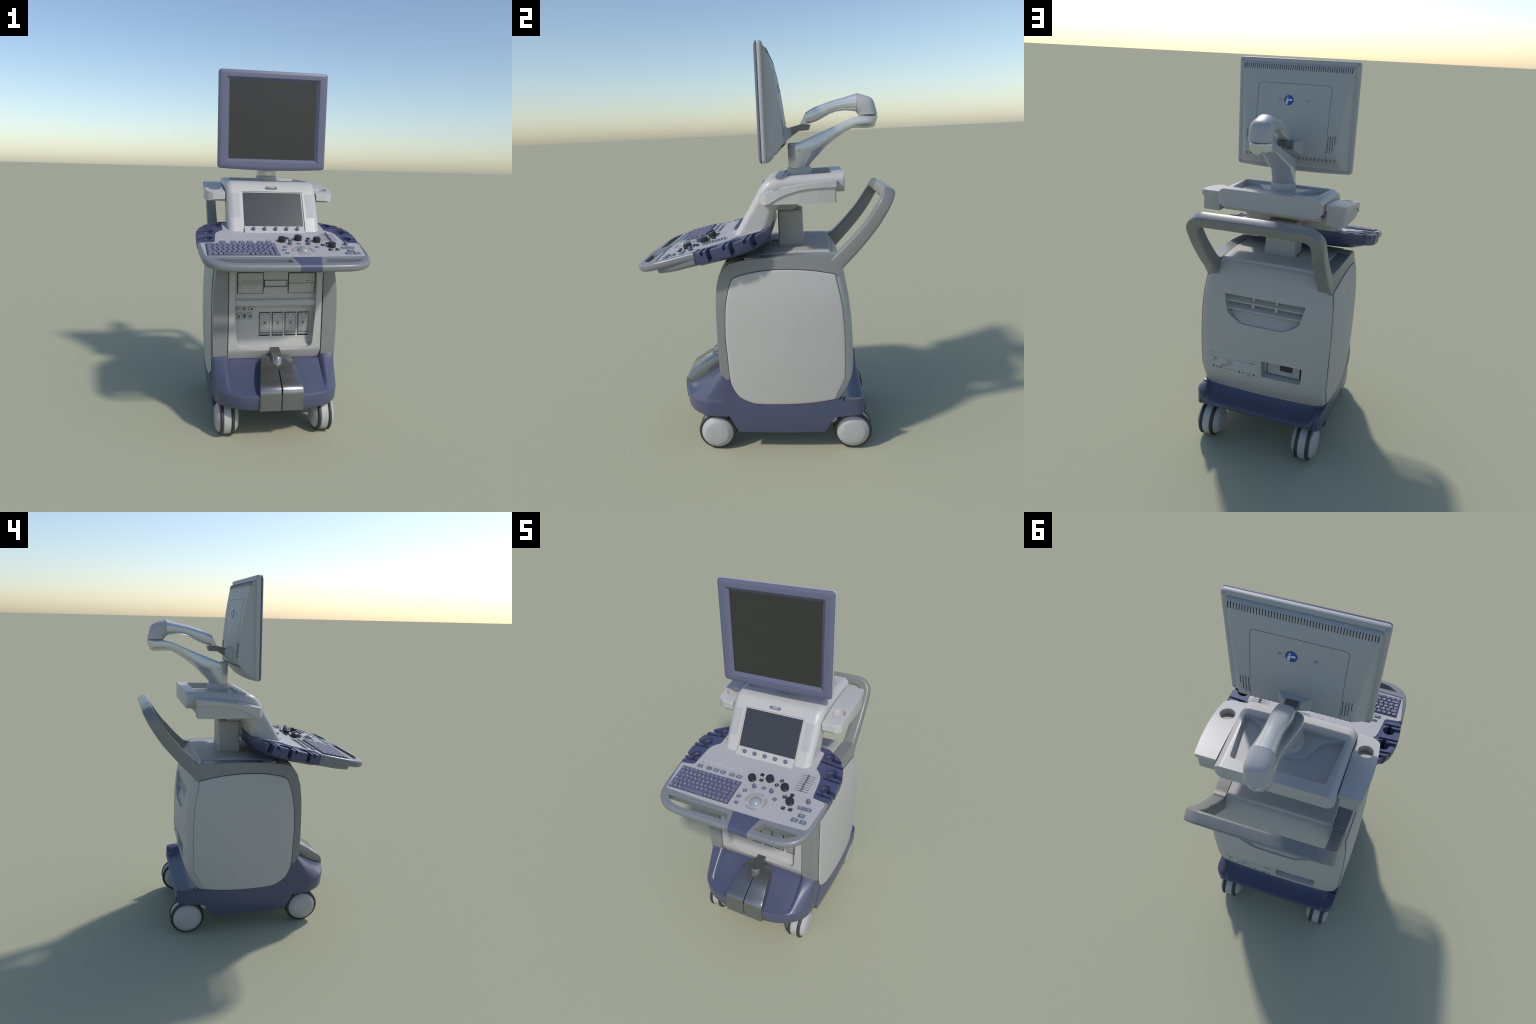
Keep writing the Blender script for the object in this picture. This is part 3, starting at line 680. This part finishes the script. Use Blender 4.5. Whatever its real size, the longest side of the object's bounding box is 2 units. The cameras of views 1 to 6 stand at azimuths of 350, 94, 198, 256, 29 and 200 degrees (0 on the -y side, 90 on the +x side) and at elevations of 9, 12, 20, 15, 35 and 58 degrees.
# violet strip across the hand rail
def strip_sec(d):
    c = [(-.1265 - d, -.018), (-.125 - d, -.006), (-.120 - d, .001 + d * .6), (-.111, .0038 + d), (-.022, .0042 + d), (-.022, -.002)]
    b = [(-.1265 - d, -.022), (-.125 - d, -.030), (-.118 - d * .5, -.0365 - d), (-.108, -.0375 - d), (-.090, -.0375 - d)]
    return c, b
c, b = strip_sec(.0008)
top = []
def strip_x(s): return interp([(-.13, .0395), (-.112, .038), (-.022, .018)], s), interp([(-.13, .1455), (-.112, .1455), (-.022, .1685)], s)
ln = list(reversed(b)) + c
ln = ln[:-1]
rows = []
for k in range(9):
    rows.append([((lambda lr: lr[0] + (lr[1] - lr[0]) * k / 8)(strip_x(s)), s, h) for s, h in ln])
inner = [(s + (.004 if s < -.11 else 0), h + (-.004 if h > -.01 else .004)) for s, h in ln]
g = bmesh.new(); A = [[g.verts.new(q) for q in r] for r in rows]
B = [[g.verts.new(((lambda lr: lr[0] + (lr[1] - lr[0]) * k / 8)(strip_x(s)), s2, h2)) for (s, h), (s2, h2) in zip(ln, inner)] for k in range(9)]
for G in (A, B):
    for k in range(8):
        for i in range(len(ln) - 1): g.faces.new((G[k][i], G[k][i + 1], G[k + 1][i + 1], G[k + 1][i]))
for i in range(len(ln) - 1):
    for k in (0, 8): g.faces.new((A[k][i], A[k][i + 1], B[k][i + 1], B[k][i]))
for k in range(8):
    for i in (0, len(ln) - 1): g.faces.new((A[k][i], A[k + 1][i], B[k + 1][i], B[k][i]))
link(bm_mesh(g, "rail_strip", 50, PM), "rail_strip", BLUE, tray)

# blue probe holder shell behind the tray, with cups, cable slots and bars
bl = [(0, .187), (.436, .187), (.4375, .225), (.442, .262), (.4415, .335), (.438, .372), (.426, .418), (.402, .468), (.376, .494), (.346, .512), (.300, .540), (.25, .546), (0, .546)]
bm = bm_prism(mirror2(bl), 'z', -.087, -.006)
slice_grid(bm, 2, [-.076, -.067, -.063, -.055, -.045, -.025])
for v in bm.verts:                                                     # undercut rear and slightly waisted sides
    k = max(0, min(1, (-.02 - v.co.z) / .067))
    if v.co.y > .40: v.co.y -= .042 * k ** 1.3 * smoothstep(.38, .53, v.co.y)
    v.co.x *= 1 - .030 * min(k, .7) ** 2 - (.10 + .7 * max(0, k - .7) ** 1.5 if v.co.z < -.065 else 0)
bevel(bm, .005, 3, 40, sel=lambda e: min(v.co.y for v in e.verts) > .19)
holder = link(bm_mesh(bm, "probe_holder", 38, PM), "probe_holder", DBLUE, ROOT)
cut = []; bars = []
cups = [(.322, .484, .0275, 7), (.376, .3795, .028, 4), (.384, .2705, .028, 4)]
def place(b, x, s, ang, sg):
    b.transform(T(x, s, 0) @ R(ang, 'Z'))
    for v in b.verts: v.co.x *= sg
    b.transform(PM); bmesh.ops.recalc_face_normals(b, faces=b.faces); return b
for sg in (1, -1):
    for (x, s, r, a) in cups:
        deep = -.060 if s < .4 else -.042
        cut.append(place(bm_lathe([(r * .80, deep), (r * .84, -.034), (r * .88, -.028), (r * 1.0, -.025), (r * 1.08, .02)], 36), x, s, 0, sg))
        cut.append(place(bm_box((.065, -.0115, -.022), (.13, .0225, .062)), x, s, -a, sg))          # wide mouth from cup to outside
        cut.append(place(bm_box((.084, -.0115, -.06), (.09, .0200, .14)), x, s, -a, sg))            # mouth is open below at the rim
        gr = bm_prism([(-.0065, .02)] + [(.0065 * math.cos(t), -.0165 + .0065 * math.sin(t)) for t in [PI + PI * i / 8 for i in range(9)]] + [(.0065, .02)], 'x', -.026, .13)
        gr.transform(T(0, -.0435, -.004)); cut.append(place(gr, x, s, -a, sg))                      # round bottomed cable groove
        cut.append(place(bm_box((.003, -.028, -.015), (.0145, .040, .085)), x, s, -a, sg))          # passage from groove to cup
    cut.append(place(bm_lathe([(.0345, -.012), (.0345, .02)], 36), .376, .3795, 0, sg))
pocket = bm_prism([(a * .985, b - .001 if b > .1 else b) for a, b in cov], 'z', -.0165, .05); pocket.transform(PM)
boolean(holder, cut + [pocket])
mod = holder.modifiers.new("edge", 'BEVEL'); mod.width = 0.0026; mod.segments = 2; mod.limit_method = 'ANGLE'; mod.angle_limit = math.radians(50); holder.modifiers.move(1, 0)
for b in bars: wn(link(bm_mesh(b, "cable_bar"), "cable_bar", DBLUE, holder))

# ---- keyboard
def key_mesh(name, w, d, h, mat, r=.002, taper=.0022):
    bm = bm_box((0, 0, h / 2), (w, d, h))
    for v in bm.verts:
        if v.co.z > h * .6: v.co.x -= math.copysign(taper, v.co.x); v.co.y -= math.copysign(taper * .8, v.co.y)
    bevel(bm, r, 2); me = bm_mesh(bm, name, 40); me.materials.append(mat); return me
bed = box("keyboard_bed", (0, 0, 0), (.3675, .1565, .0024), KEYB, cover, .0006, M=PM @ T(-.2185, .0865, .0002))
bed.data.materials.clear(); bed.data.materials.append(new_mat("keyboard_bed_dark", (.05, .052, .09), .6))
rows_w = [[1] * 14, [1.35] + [1] * 11 + [1.65], [1.0] + [1] * 13, [1.15] + [1] * 10 + [1.85, 1], [1.7] + [1] * 9 + [1.25, 1.05, 1.0], [1, 1, 1, 5.2] + [.97] * 6]
legs = ["`1234567890-=|", "~!@#$%^&*()_+", "^qwertyuiop[]/", "@asdfghjkl;+-", "#zxcvbnm,.?^*", "%&$ <>+=~*"]
K = {}; legend = []; x0, x1 = -.4005, -.0365; s1, s0 = .163, .0105; rp = (s1 - s0) / 6
for ri, ws in enumerate(rows_w):
    u = (x1 - x0) / sum(ws); x = x0; s = s1 - rp * (ri + .5)
    for ki, w in enumerate(ws):
        kw = round(w * u - .0012, 4)
        if kw not in K: K[kw] = key_mesh("key", kw, rp - .0016, .0085, KEYC)
        M = PM @ T(x + w * u / 2, s, .0008)
        link(K[kw], "key", None, bed, M)
        ch = legs[ri][ki] if ki < len(legs[ri]) else "-"
        if ch != " ":
            legend.append(text_bm(ch.upper(), .0098 if random.random() < .6 else .0080, M @ T(-.001, .0015, .00865), .0001))
            if ri in (1, 5) or random.random() < .2: legend.append(bm_box((0, 0, 0), (.0055, .0014, .0002))); legend[-1].transform(M @ T(0, -.0045, .0086))
        x += w * u
fk = key_mesh("function_key", .0325, .0205, .006, KEYB, .0015, .0012)
for i, x in enumerate((-.310, -.252, -.209, -.1655, -.110, -.0665)):
    M = PM @ T(x, .1925, 0); link(fk, "function_key", None, cover, M)
    if i == 0: legend.append(text_bm("O", .011, M @ T(0, 0, .0061), .0001))
    elif i > 1: legend.append(text_bm(["Patient", "Probe", "Report", "Archive"][i - 2], .0078, M @ T(0, 0, .0061), .0001))
# long pen groove above the keys
gv = round_poly([(-.326, .256), (-.056, .256), (-.064, .217), (-.318, .217)], .002)
gcut = bm_prism(gv, 'z', -.0105, .004)
for v in gcut.verts:
    if v.co.z < 0: v.co.y = .220 + (v.co.y - .218) * .35; v.co.x = -.191 + (v.co.x + .191) * .94
gcut.transform(PM)
# keys and knobs right of the keyboard
bk = key_mesh("round_knob_key", .0215, .0185, .0085, BLACK, .003, .002)
for x, s, a in [(.045, .2455, 0), (.0565, .211, 0), (.161, .242, 45), (.148, .2075, 40), (.220, .150, 10), (.252, .172, 15), (.243, .0815, 0), (.281, .085, 0)]:
    M = PM @ T(x, s, 0) @ R(a, 'Z'); link(bk, "black_key", None, cover, M)
    if s < .25 and (x, s) != (.045, .2455) and x != .252: legend.append(text_bm("O" if s > .1 else "C", .010, M @ T(0, 0, .0086), .0001))
kp = bm_lathe([(.0205, 0), (.0212, .002), (.0212, .009), (.0200, .010), (.0200, .012), (.0208, .013), (.0205, .022), (.0190, .0255), (.0160, .0270), (.0150, .0266), (.0135, .0262)], 40)
kn = bm_mesh(kp, "knob", 35); kn.materials.append(BLACK)
ct = bm_mesh(bm_lathe([(.0128, .024), (.0128, .0268), (.011, .0274)], 32), "knob_cap"); ct.materials.append(new_mat("knob_cap_navy", (.022, .035, .052), .3))
for x, s in [(.0075, .203), (.1005, .228), (.198, .201), (.261, .126)]:
    k = link(kn, "knob", None, cover, PM @ T(x, s, 0)); link(ct, "knob_cap", None, k)
    prism("knob_skirt", [(math.cos(a) * .0245, math.sin(a) * .0245) for a in [2 * PI * i / 32 for i in range(32)]], 'z', 0, .0012, COVER, k)
pb = bm_mesh(bm_lathe([(.0105, 0), (.0115, .002), (.0102, .014), (.0088, .020), (.0060, .0215)], 24), "violet_button"); pb.materials.append(KEYC)
for x, s in [(.043, .157), (.1425, .157), (.347, .157)]: link(pb, "violet_button", None, cover, PM @ T(x, s, 0))
pk = key_mesh("violet_key", .0235, .0195, .006, KEYC, .002, .0015)
for x, s, a in [(.0935, .166, 0), (.0085, .119, 30), (-.0045, .0745, 12), (.0035, .0335, -15), (.179, .117, -25)]:
    M = PM @ T(x, s, 0) @ R(a, 'Z'); link(pk, "violet_key", None, cover, M)
    legend.append(text_bm("B" if a else "M", .009, M @ T(0, 0, .0061), .0001))
# trackball island
isl = []
for k in range(33):
    a = math.radians(205 - 235 * k / 32); isl.append((.092 + .1185 * math.cos(a), .074 + .117 * math.sin(a)))
isl = [(-.0135, -.0165), (-.021, .01)] + isl + [(.206, .03), (.1975, -.0145)]
prism("trackball_island", isl, 'z', -.004, .0016, COVER, cover, .0009, 2, M=PM, ang=50)
lathe("trackball", [(.0335 * math.sin(a), .0335 * math.cos(a) * .82 - .003) for a in [PI * (.04 + .60 * i / 16) for i in range(17)]][::-1], BALL, cover, 40, M=PM @ T(.0955, .0705, 0))
lathe("trackball_ring", [(.0365, 0), (.0365, .0025), (.0345, .0032), (.0335, .0028)], COVER, cover, 40, M=PM @ T(.0955, .0705, 0))
def arc_pad(a0, a1, r0=.0445, r1=.0605):
    n = 10; A = [math.radians(a0 + (a1 - a0) * i / n) for i in range(n + 1)]
    pts = [(.0955 + r0 * math.cos(a), .0715 + r0 * .96 * math.sin(a)) for a in A] + [(.0955 + r1 * math.cos(a), .0715 + r1 * .93 * math.sin(a)) for a in reversed(A)]
    prism("trackball_pad", pts, 'z', .001, .0042, PAD, cover, .001, 2, M=PM, ang=50)
for a0, a1 in [(62, 122), (128, 195), (-25, 42), (232, 300)]: arc_pad(a0, a1)
# slider block
sb = box("slider_plate", (0, 0, 0), (.0885, .122, .003), COVER, cover, .001, M=PM @ T(.2815, .265, .0006))
for sg, nm in ((0, 0),):
    box("slider_rim", (0, 0, 0), (.0915, .125, .0016), PLATE, sb, .0005, M=PM @ T(.2815, .265, .0004))
slit = bm_box((0, 0, 0), (.074, .0022, .0016)); slit_me = bm_mesh(slit, "slider_slit_strip"); slit_me.materials.append(DARK)  # raised dark strip drawn instead of a cut slit
sk = key_mesh("slider_knob", .0105, .0095, .010, KEYC, .002, .001)
for i in range(8):
    s = .2125 + i * .01507
    link(slit_me, "slider_slit_strip", None, sb, PM @ T(.2815, s, .0019)); link(sk, "slider_knob", None, sb, PM @ T(.2805 + .002 * math.sin(i * 1.7), s, .0018))
# power key and programmable keys
prism("power_key", round_poly([(-.037, -.0105), (.037, -.0105), (.037, .0105), (-.037, .0105)], .010), 'z', 0, .005, KEYB, cover, .0015, 2, M=PM @ T(.3455, .1125, 0) @ R(2, 'Z'))
for x in (.324, .367): legend.append(text_bm("O", .012, PM @ T(x, .1125, .0051), .0001))
pf = key_mesh("program_key", .0355, .0225, .006, KEYB, .0015, .0012)
for x, s, t in [(.349, .068, "P4"), (.327, .034, "P2"), (.371, .034, "P3")]:
    M = PM @ T(x, s, 0); link(pf, "program_key", None, cover, M); legend.append(text_bm(t, .010, M @ T(0, 0, .0061), .0001))
o = link(join_meshes(legend, "key_legend"), "key_legend", LEGEND, cover); o["kind"] = "stuff"
prt = [text_bm(t, .0065, PM @ T(x, s, .0018), .0001) for t, x, s in [("Pause", .338, .090), ("Cursor", .257, .057), ("Scan Area", .041, .134), ("Size", .041, .128), ("Measure", .090, .147), ("Set/Clear", .147, .134), ("Body", -.014, .098), ("Zoom", -.016, .055)]]
o = link(join_meshes(prt, "panel_print"), "panel_print", INKG, cover); o["kind"] = "stuff"
boolean(cover, [gcut], angle=38)

# ================================================================== MONITOR ARM
def keel_loft(name, secs, mat, parent):
    """arm with flat top, upright cheeks and a keeled underside; secs: (bottom, top, half width, keel fraction, squareness)"""
    rows = []
    for (b, t, w, kf, q) in secs:
        b = Vector((0, b[0], b[1])); t = Vector((0, t[0], t[1]))
        half = [(0, 0), (.35, .30 * kf), (.72, .68 * kf), (.93, .95 * kf), (1, kf + .06), (1, .5), (1, .80), (.985, .91), (.93, .98), (.82, 1.0), (.42, 1.0), (0, 1.0)]
        n = len(half); ell = [(math.sin(PI * i / (n - 1)), .5 - .5 * math.cos(PI * i / (n - 1))) for i in range(n)]
        hh = [(e[0] + (h[0] - e[0]) * q, e[1] + (h[1] - e[1]) * q) for e, h in zip(ell, half)]
        ring = hh + [(-u, v) for u, v in reversed(hh[1:-1])]
        rows.append([tuple(b + (t - b) * v + Vector((w * u, 0, 0))) for u, v in ring])
    return loft(name, rows, mat, parent, angle=55)
keel_loft("arm_lower", [((.220, 1.414), (.1165, 1.414), .0585, .2, 0), ((.234, 1.435), (.1165, 1.46), .0585, .25, .15), ((.250, 1.452), (.1165, 1.50), .058, .28, .3), ((.267, 1.469), (.117, 1.533), .0575, .30, .5), ((.272, 1.474), (.123, 1.539), .057, .30, .6), ((.290, 1.492), (.173, 1.540), .0565, .28, 1), ((.309, 1.510), (.226, 1.560), .053, .26, 1),
    ((.336, 1.531), (.285, 1.583), .047, .24, 1), ((.372, 1.557), (.345, 1.607), .042, .20, 1), ((.409, 1.580), (.395, 1.629), .0405, .16, 1), ((.443, 1.597), (.440, 1.6465), .043, .12, 1), ((.470, 1.597), (.476, 1.656), .0475, .3, .95), ((.505, 1.5945), (.515, 1.657), .0500, .35, .9), ((.535, 1.596), (.545, 1.657), .0455, .35, .85), ((.550, 1.5985), (.5645, 1.656), .032, .3, .8), ((.556, 1.601), (.5735, 1.652), .012, .3, .7)], ARM, ROOT)
lathe("arm_collar", [(.057, 1.372), (.0615, 1.374), (.0625, 1.379), (.0625, 1.409), (.061, 1.4135), (.0585, 1.4150), (.058, 1.4175)], WHITE, ROOT, 48, M=T(0, .173, 0))
lathe("arm_flange", [(.068, 1.360), (.068, 1.377), (.066, 1.380), (.060, 1.381)], WHITE, ROOT, 48, M=T(0, .173, 0))
for s in (1, -1):
    sc = lathe("arm_screw", [(.0068, -.003), (.0068, .002), (.0052, .0024)], INKG, ROOT, 20, 'x', M=T(s * .0555, .176, 1.500) @ (R(180, 'Z') if s < 0 else Matrix()))
    lathe("arm_screw_core", [(.0048, 0), (.0048, .003)], ARM, sc, 16, 'x', M=T(s * .0555, .176, 1.500) @ (R(180, 'Z') if s < 0 else Matrix()))
arm = yz_loft("arm_upper", [((.2145, 1.630), (.2105, 1.684), .035, 4), ((.240, 1.632), (.238, 1.699), .0385, 3.6), ((.268, 1.640), (.262, 1.7105), .040, 3.2), ((.300, 1.655), (.296, 1.7215), .0395, 2.8), ((.336, 1.673), (.331, 1.7325), .0375, 2.5), ((.368, 1.6825), (.365, 1.7405), .0375, 2.4), ((.408, 1.6855), (.404, 1.749), .0395, 2.4), ((.440, 1.682), (.438, 1.758), .043, 2.5), ((.4635, 1.678), (.4675, 1.766), .0465, 2.6)], ARM, ROOT)
yz_loft("arm_seam", [((.462, 1.679), (.466, 1.765), .0462, 2.6), ((.4665, 1.679), (.4705, 1.765), .0465, 2.6)], INKG, arm)
yz_loft("arm_elbow", [((.4655, 1.677), (.4695, 1.7665), .0475, 2.6), ((.467, 1.675), (.500, 1.757), .0500, 2.6), ((.470, 1.671), (.530, 1.7465), .0520, 2.7), ((.4725, 1.668), (.5465, 1.734), .0525, 2.7), ((.4745, 1.665), (.555, 1.718), .0525, 2.6), ((.4755, 1.662), (.5625, 1.69), .0525, 2.5), ((.4765, 1.6595), (.5715, 1.6585), .0525, 2.4)], ELBOW, ROOT)
lathe("elbow_gap_fill", [(.040, 1.645), (.040, 1.668)], DARK, arm, 40, M=T(0, .523, 0))  # dark disc added to fill the see-through gap below the elbow
br = prism("tilt_bracket", [(.112, 1.604), (.127, 1.614), (.183, 1.6275), (.238, 1.626), (.2275, 1.598), (.177, 1.596), (.14, 1.572), (.112, 1.572)], 'x', -.027, .027, BRACK, ROOT, .002, 2)
prism("tilt_pivot", [(.1835, 1.627), (.212, 1.682), (.219, 1.672), (.219, 1.627)], 'x', -.027, .027, ARM, br, .002, 2)

# ================================================================== MONITOR
YB = [(1.455, .046), (1.476, .044), (1.482, .052), (1.495, .064), (1.530, .097), (1.540, .1035), (1.552, .106), (1.62, .104), (1.70, .0955), (1.804, .0815), (1.88, .0675), (1.945, .0525), (1.964, .0465), (1.970, .042), (1.9735, .032), (1.975, .026)]
XBK = [(1.476, .270), (1.50, .254), (1.545, .240), (1.60, .243), (1.80, .262), (1.96, .280), (1.975, .285)]
def back_y(z): return interp(YB, z)
def bottom_z(x): return 1.447 + .010 * (abs(x) / .311) ** 2
def mon_outline(g, n=12):
    """rounded screen outline grown by g (negative shrinks), bowed lower edge"""
    hx = .3115 + g; zt = 1.9975 + g; out = []
    r = .016
    for cx, cz, a0 in ((hx - r, zt - r, 0), (-hx + r, zt - r, 90)):
        for k in range(6):
            a = math.radians(a0 + 90 * k / 5); out.append((cx + r * math.cos(a), cz + r * math.sin(a)))
    for k in range(1, 6): pass
    for k in range(6):
        a = math.radians(180 + 90 * k / 5); out.append((-hx + r + r * math.cos(a), bottom_z(hx - r) - g + r + r * math.sin(a)))
    for k in range(1, n): x = -hx + r + (2 * hx - 2 * r) * k / n; out.append((x, bottom_z(x) - g))
    for k in range(6):
        a = math.radians(270 + 90 * k / 5); out.append((hx - r + r * math.cos(a), bottom_z(hx - r) - g + r + r * math.sin(a)))
    return out
rows = []
for g, y in [(-.012, .0085), (-.0045, .0075), (-.001, .0065), (.0002, .0085), (.0002, .018), (-.0015, .0235), (-.005, .0268), (-.014, .0278)]:
    rows.append([(x, y, z) for x, z in mon_outline(g)])
mon = loft("monitor", rows, MON, ROOT, angle=40)
rows = []
for z, y in sorted(set([(z, back_y(z)) for z, _ in YB if z > 1.46] + [(z, back_y(z)) for z in (1.58, 1.66, 1.75, 1.84, 1.91)])):
    xb = interp(XBK, z); sec = [(-.290, .024), (-.2865, .030)]
    y = max(y, .029)
    pts = [(-.288, .024), (-.2875, .0285), (-.284, min(y, .033)), (-xb - .004, y - min(.006, (y - .028) * .5)), (-xb + .004, y - .001), (-xb + .014, y), (-.1, y), (0, y)]
    pts = pts + [(-a, b) for a, b in reversed(pts[:-1])]
    rows.append([(a, b, z) for a, b in pts])
back = loft("monitor_back", rows, MON, mon, angle=28)
# violet bezel ring
def ring_outline(hx, z0, z1, bow=0.0):
    n = len(mon_outline(0)); src = mon_outline(0); out = []
    for x, z in src:
        out.append((max(-hx, min(hx, x * hx / .2955)), max(z0, min(z1, 1.7225 + (z - 1.7225) * (z1 - z0) / .519))))
    return out
rows = []
for g, y in [(-.0045, .006), (-.001, .0035), (-.0006, .001), (-.003, -.0035), (-.013, -.0085), (-.020, -.0095)]: rows.append([(x, y, z) for x, z in mon_outline(g)])
rows.append([(x, -.0088, z) for x, z in ring_outline(.2675, 1.4935, 1.9585)])
rows.append([(x, -.0065, z) for x, z in ring_outline(.2650, 1.4960, 1.9560)])
rows.append([(x, .0052, z) for x, z in ring_outline(.2495, 1.5110, 1.9410)])
bez = link(bm_mesh(bm_loft(rows, True, False), "bezel", 32), "bezel", BEZEL, mon)
box("screen", (0, .0065, 1.726), (.510, .004, .442), SCREEN, mon)
for x in (-.033, -.005, .023): box("menu_button", (x, -.0088, 1.4705), (.020, .002, .0035), KEYB, bez, .0008)
box("power_lamp", (.0705, -.0092, 1.4718), (.0035, .001, .0045), BLACK, bez)

# vents drawn as dark boxes, seams, screws and sticker on the back
def back_tilt(z): return math.degrees(math.atan2(back_y(z + .005) - back_y(z - .005), .01))
vs = bm_mesh(bm_box((0, 0, 0), (.0032, .0016, .0245)), "vent_slot_mark"); vs.materials.append(DARK)  # thin dark box standing in for a cut slot
for i in range(51):
    z = 1.9555; link(vs, "vent_slot_mark", None, back, T(-.2755 + .01102 * i, .0487, z) @ R(-back_tilt(1.955) * -1 if False else 16, 'X'))
vd = bm_mesh(bm_box((0, 0, 0), (.0028, .003, .0058)), "vent_dot")
dots = []
for s in (1, -1):
    for c in range(4):
        for k in range(10 if c < 3 else 5):
            if c == 2 and k > 8: continue
            x = s * (.1945 + .0118 * c); z = 1.6465 - .0083 * k
            b = bm_box((0, 0, 0), (.0028, .0016, .0056)); b.transform(T(x, back_y(z) + .0004, z)); dots.append(b)
o = link(join_meshes(dots, "vent_dots"), "vent_dots", DARK, back); o["kind"] = "stuff"  # small dark boxes laid on the surface, no holes are cut
bv = bm_mesh(bm_box((0, 0, 0), (.0034, .0016, .018)), "vent_slot_mark"); bv.materials.append(DARK)  # dark box again in place of a lower slot
for i in range(24):
    x = -.233 + .466 * i / 23; z = 1.5255 + .004 * abs(x) / .233
    link(bv, "vent_slot_mark", None, back, T(x, back_y(z) - .0002, z) @ R(-43, 'X') @ R(-(18 if abs(x) < .2 else 4) * x / .233 * -1 * (1 - abs(x) / .25), 'Y'))
seam = [(-.188, z) for z in (1.505, 1.525, 1.540, 1.548, 1.56, 1.60, 1.65, 1.70, 1.75, 1.80, 1.84, 1.868)] + [(-.186, 1.876), (-.180, 1.8805), (-.172, 1.882)]
seam = seam + [(0, 1.882)] + [(-x, z) for x, z in reversed(seam)]
rows = []
for i, (x, z) in enumerate(seam):
    x0, z0 = seam[max(0, i - 1)]; x1, z1 = seam[min(len(seam) - 1, i + 1)]; t = Vector((x1 - x0, z1 - z0)).normalized(); y = back_y(z)
    rows.append([(x - t.y * .0008, y - .002, z + t.x * .0008), (x - t.y * .0008, y + .0006, z + t.x * .0008), (x + t.y * .0008, y + .0006, z - t.x * .0008), (x + t.y * .0008, y - .002, z - t.x * .0008)])
loft("hatch_seam", rows, new_mat("seam_grey", (.10, .105, .11), .6), back, angle=30)
scr_me = bm_mesh(bm_lathe([(.0062, -.002), (.0062, .0012), (.005, .0020)], 20, 'y'), "case_screw"); scr_me.materials.append(MON)
crs = join_meshes([bm_box((0, .002, 0), (.0065, .001, .0014)), bm_box((0, .002, 0), (.0014, .001, .0065)), bm_lathe([(.0072, -.001), (.0072, .0006)], 20, 'y')], "screw_cross"); crs.materials.append(INKG)  # raised dark cross and ring, nothing is cut into the screw
for x, y, z in [(.298, .0278, 1.984), (-.298, .0278, 1.984), (.299, .0278, 1.4715), (-.299, .0278, 1.4715), (.07, .0822, 1.804), (-.07, .0822, 1.804)]:
    q = link(scr_me, "case_screw", None, back, T(x, y, z)); link(crs, "screw_cross", None, q)
SM = T(.024, back_y(1.804) + .0006, 1.804) @ R(180, 'Z') @ R(90 - 8, 'X')
stk = lathe("round_sticker", [(.0235, -.001), (.0235, .0008)], STICK, back, 40, M=SM)
def spoly(name, pts): prism(name, pts, 'z', .0006, .0014, STICKW, stk, M=SM)
spoly("sticker_figure", [(-.0065 + .0045 * math.cos(a), .0115 + .0045 * math.sin(a)) for a in [2 * PI * i / 16 for i in range(16)]])
spoly("sticker_figure", [(-.016, -.014), (-.014, .003), (-.011, .0055), (-.003, .004), (.004, -.001), (.002, -.005), (-.004, -.002), (-.005, -.019), (-.012, -.019)])
spoly("sticker_figure", [(0, .002), (.006, .0085), (.010, .005), (.013, .009), (.018, 0), (.013, -.004), (.009, -.002), (.006, -.004)])
# wedge shaped mount
b0 = [(-.078, .098, 1.622), (.078, .098, 1.622), (.078, .100, 1.541), (-.078, .100, 1.541)]
b1 = [(-.033, .140, 1.609), (.033, .140, 1.609), (.033, .140, 1.571), (-.033, .140, 1.571)]
bm = bm_loft([b0, b1]); bevel(bm, .003, 2, 25)
wn(link(bm_mesh(bm, "monitor_mount"), "monitor_mount", MON, mon))
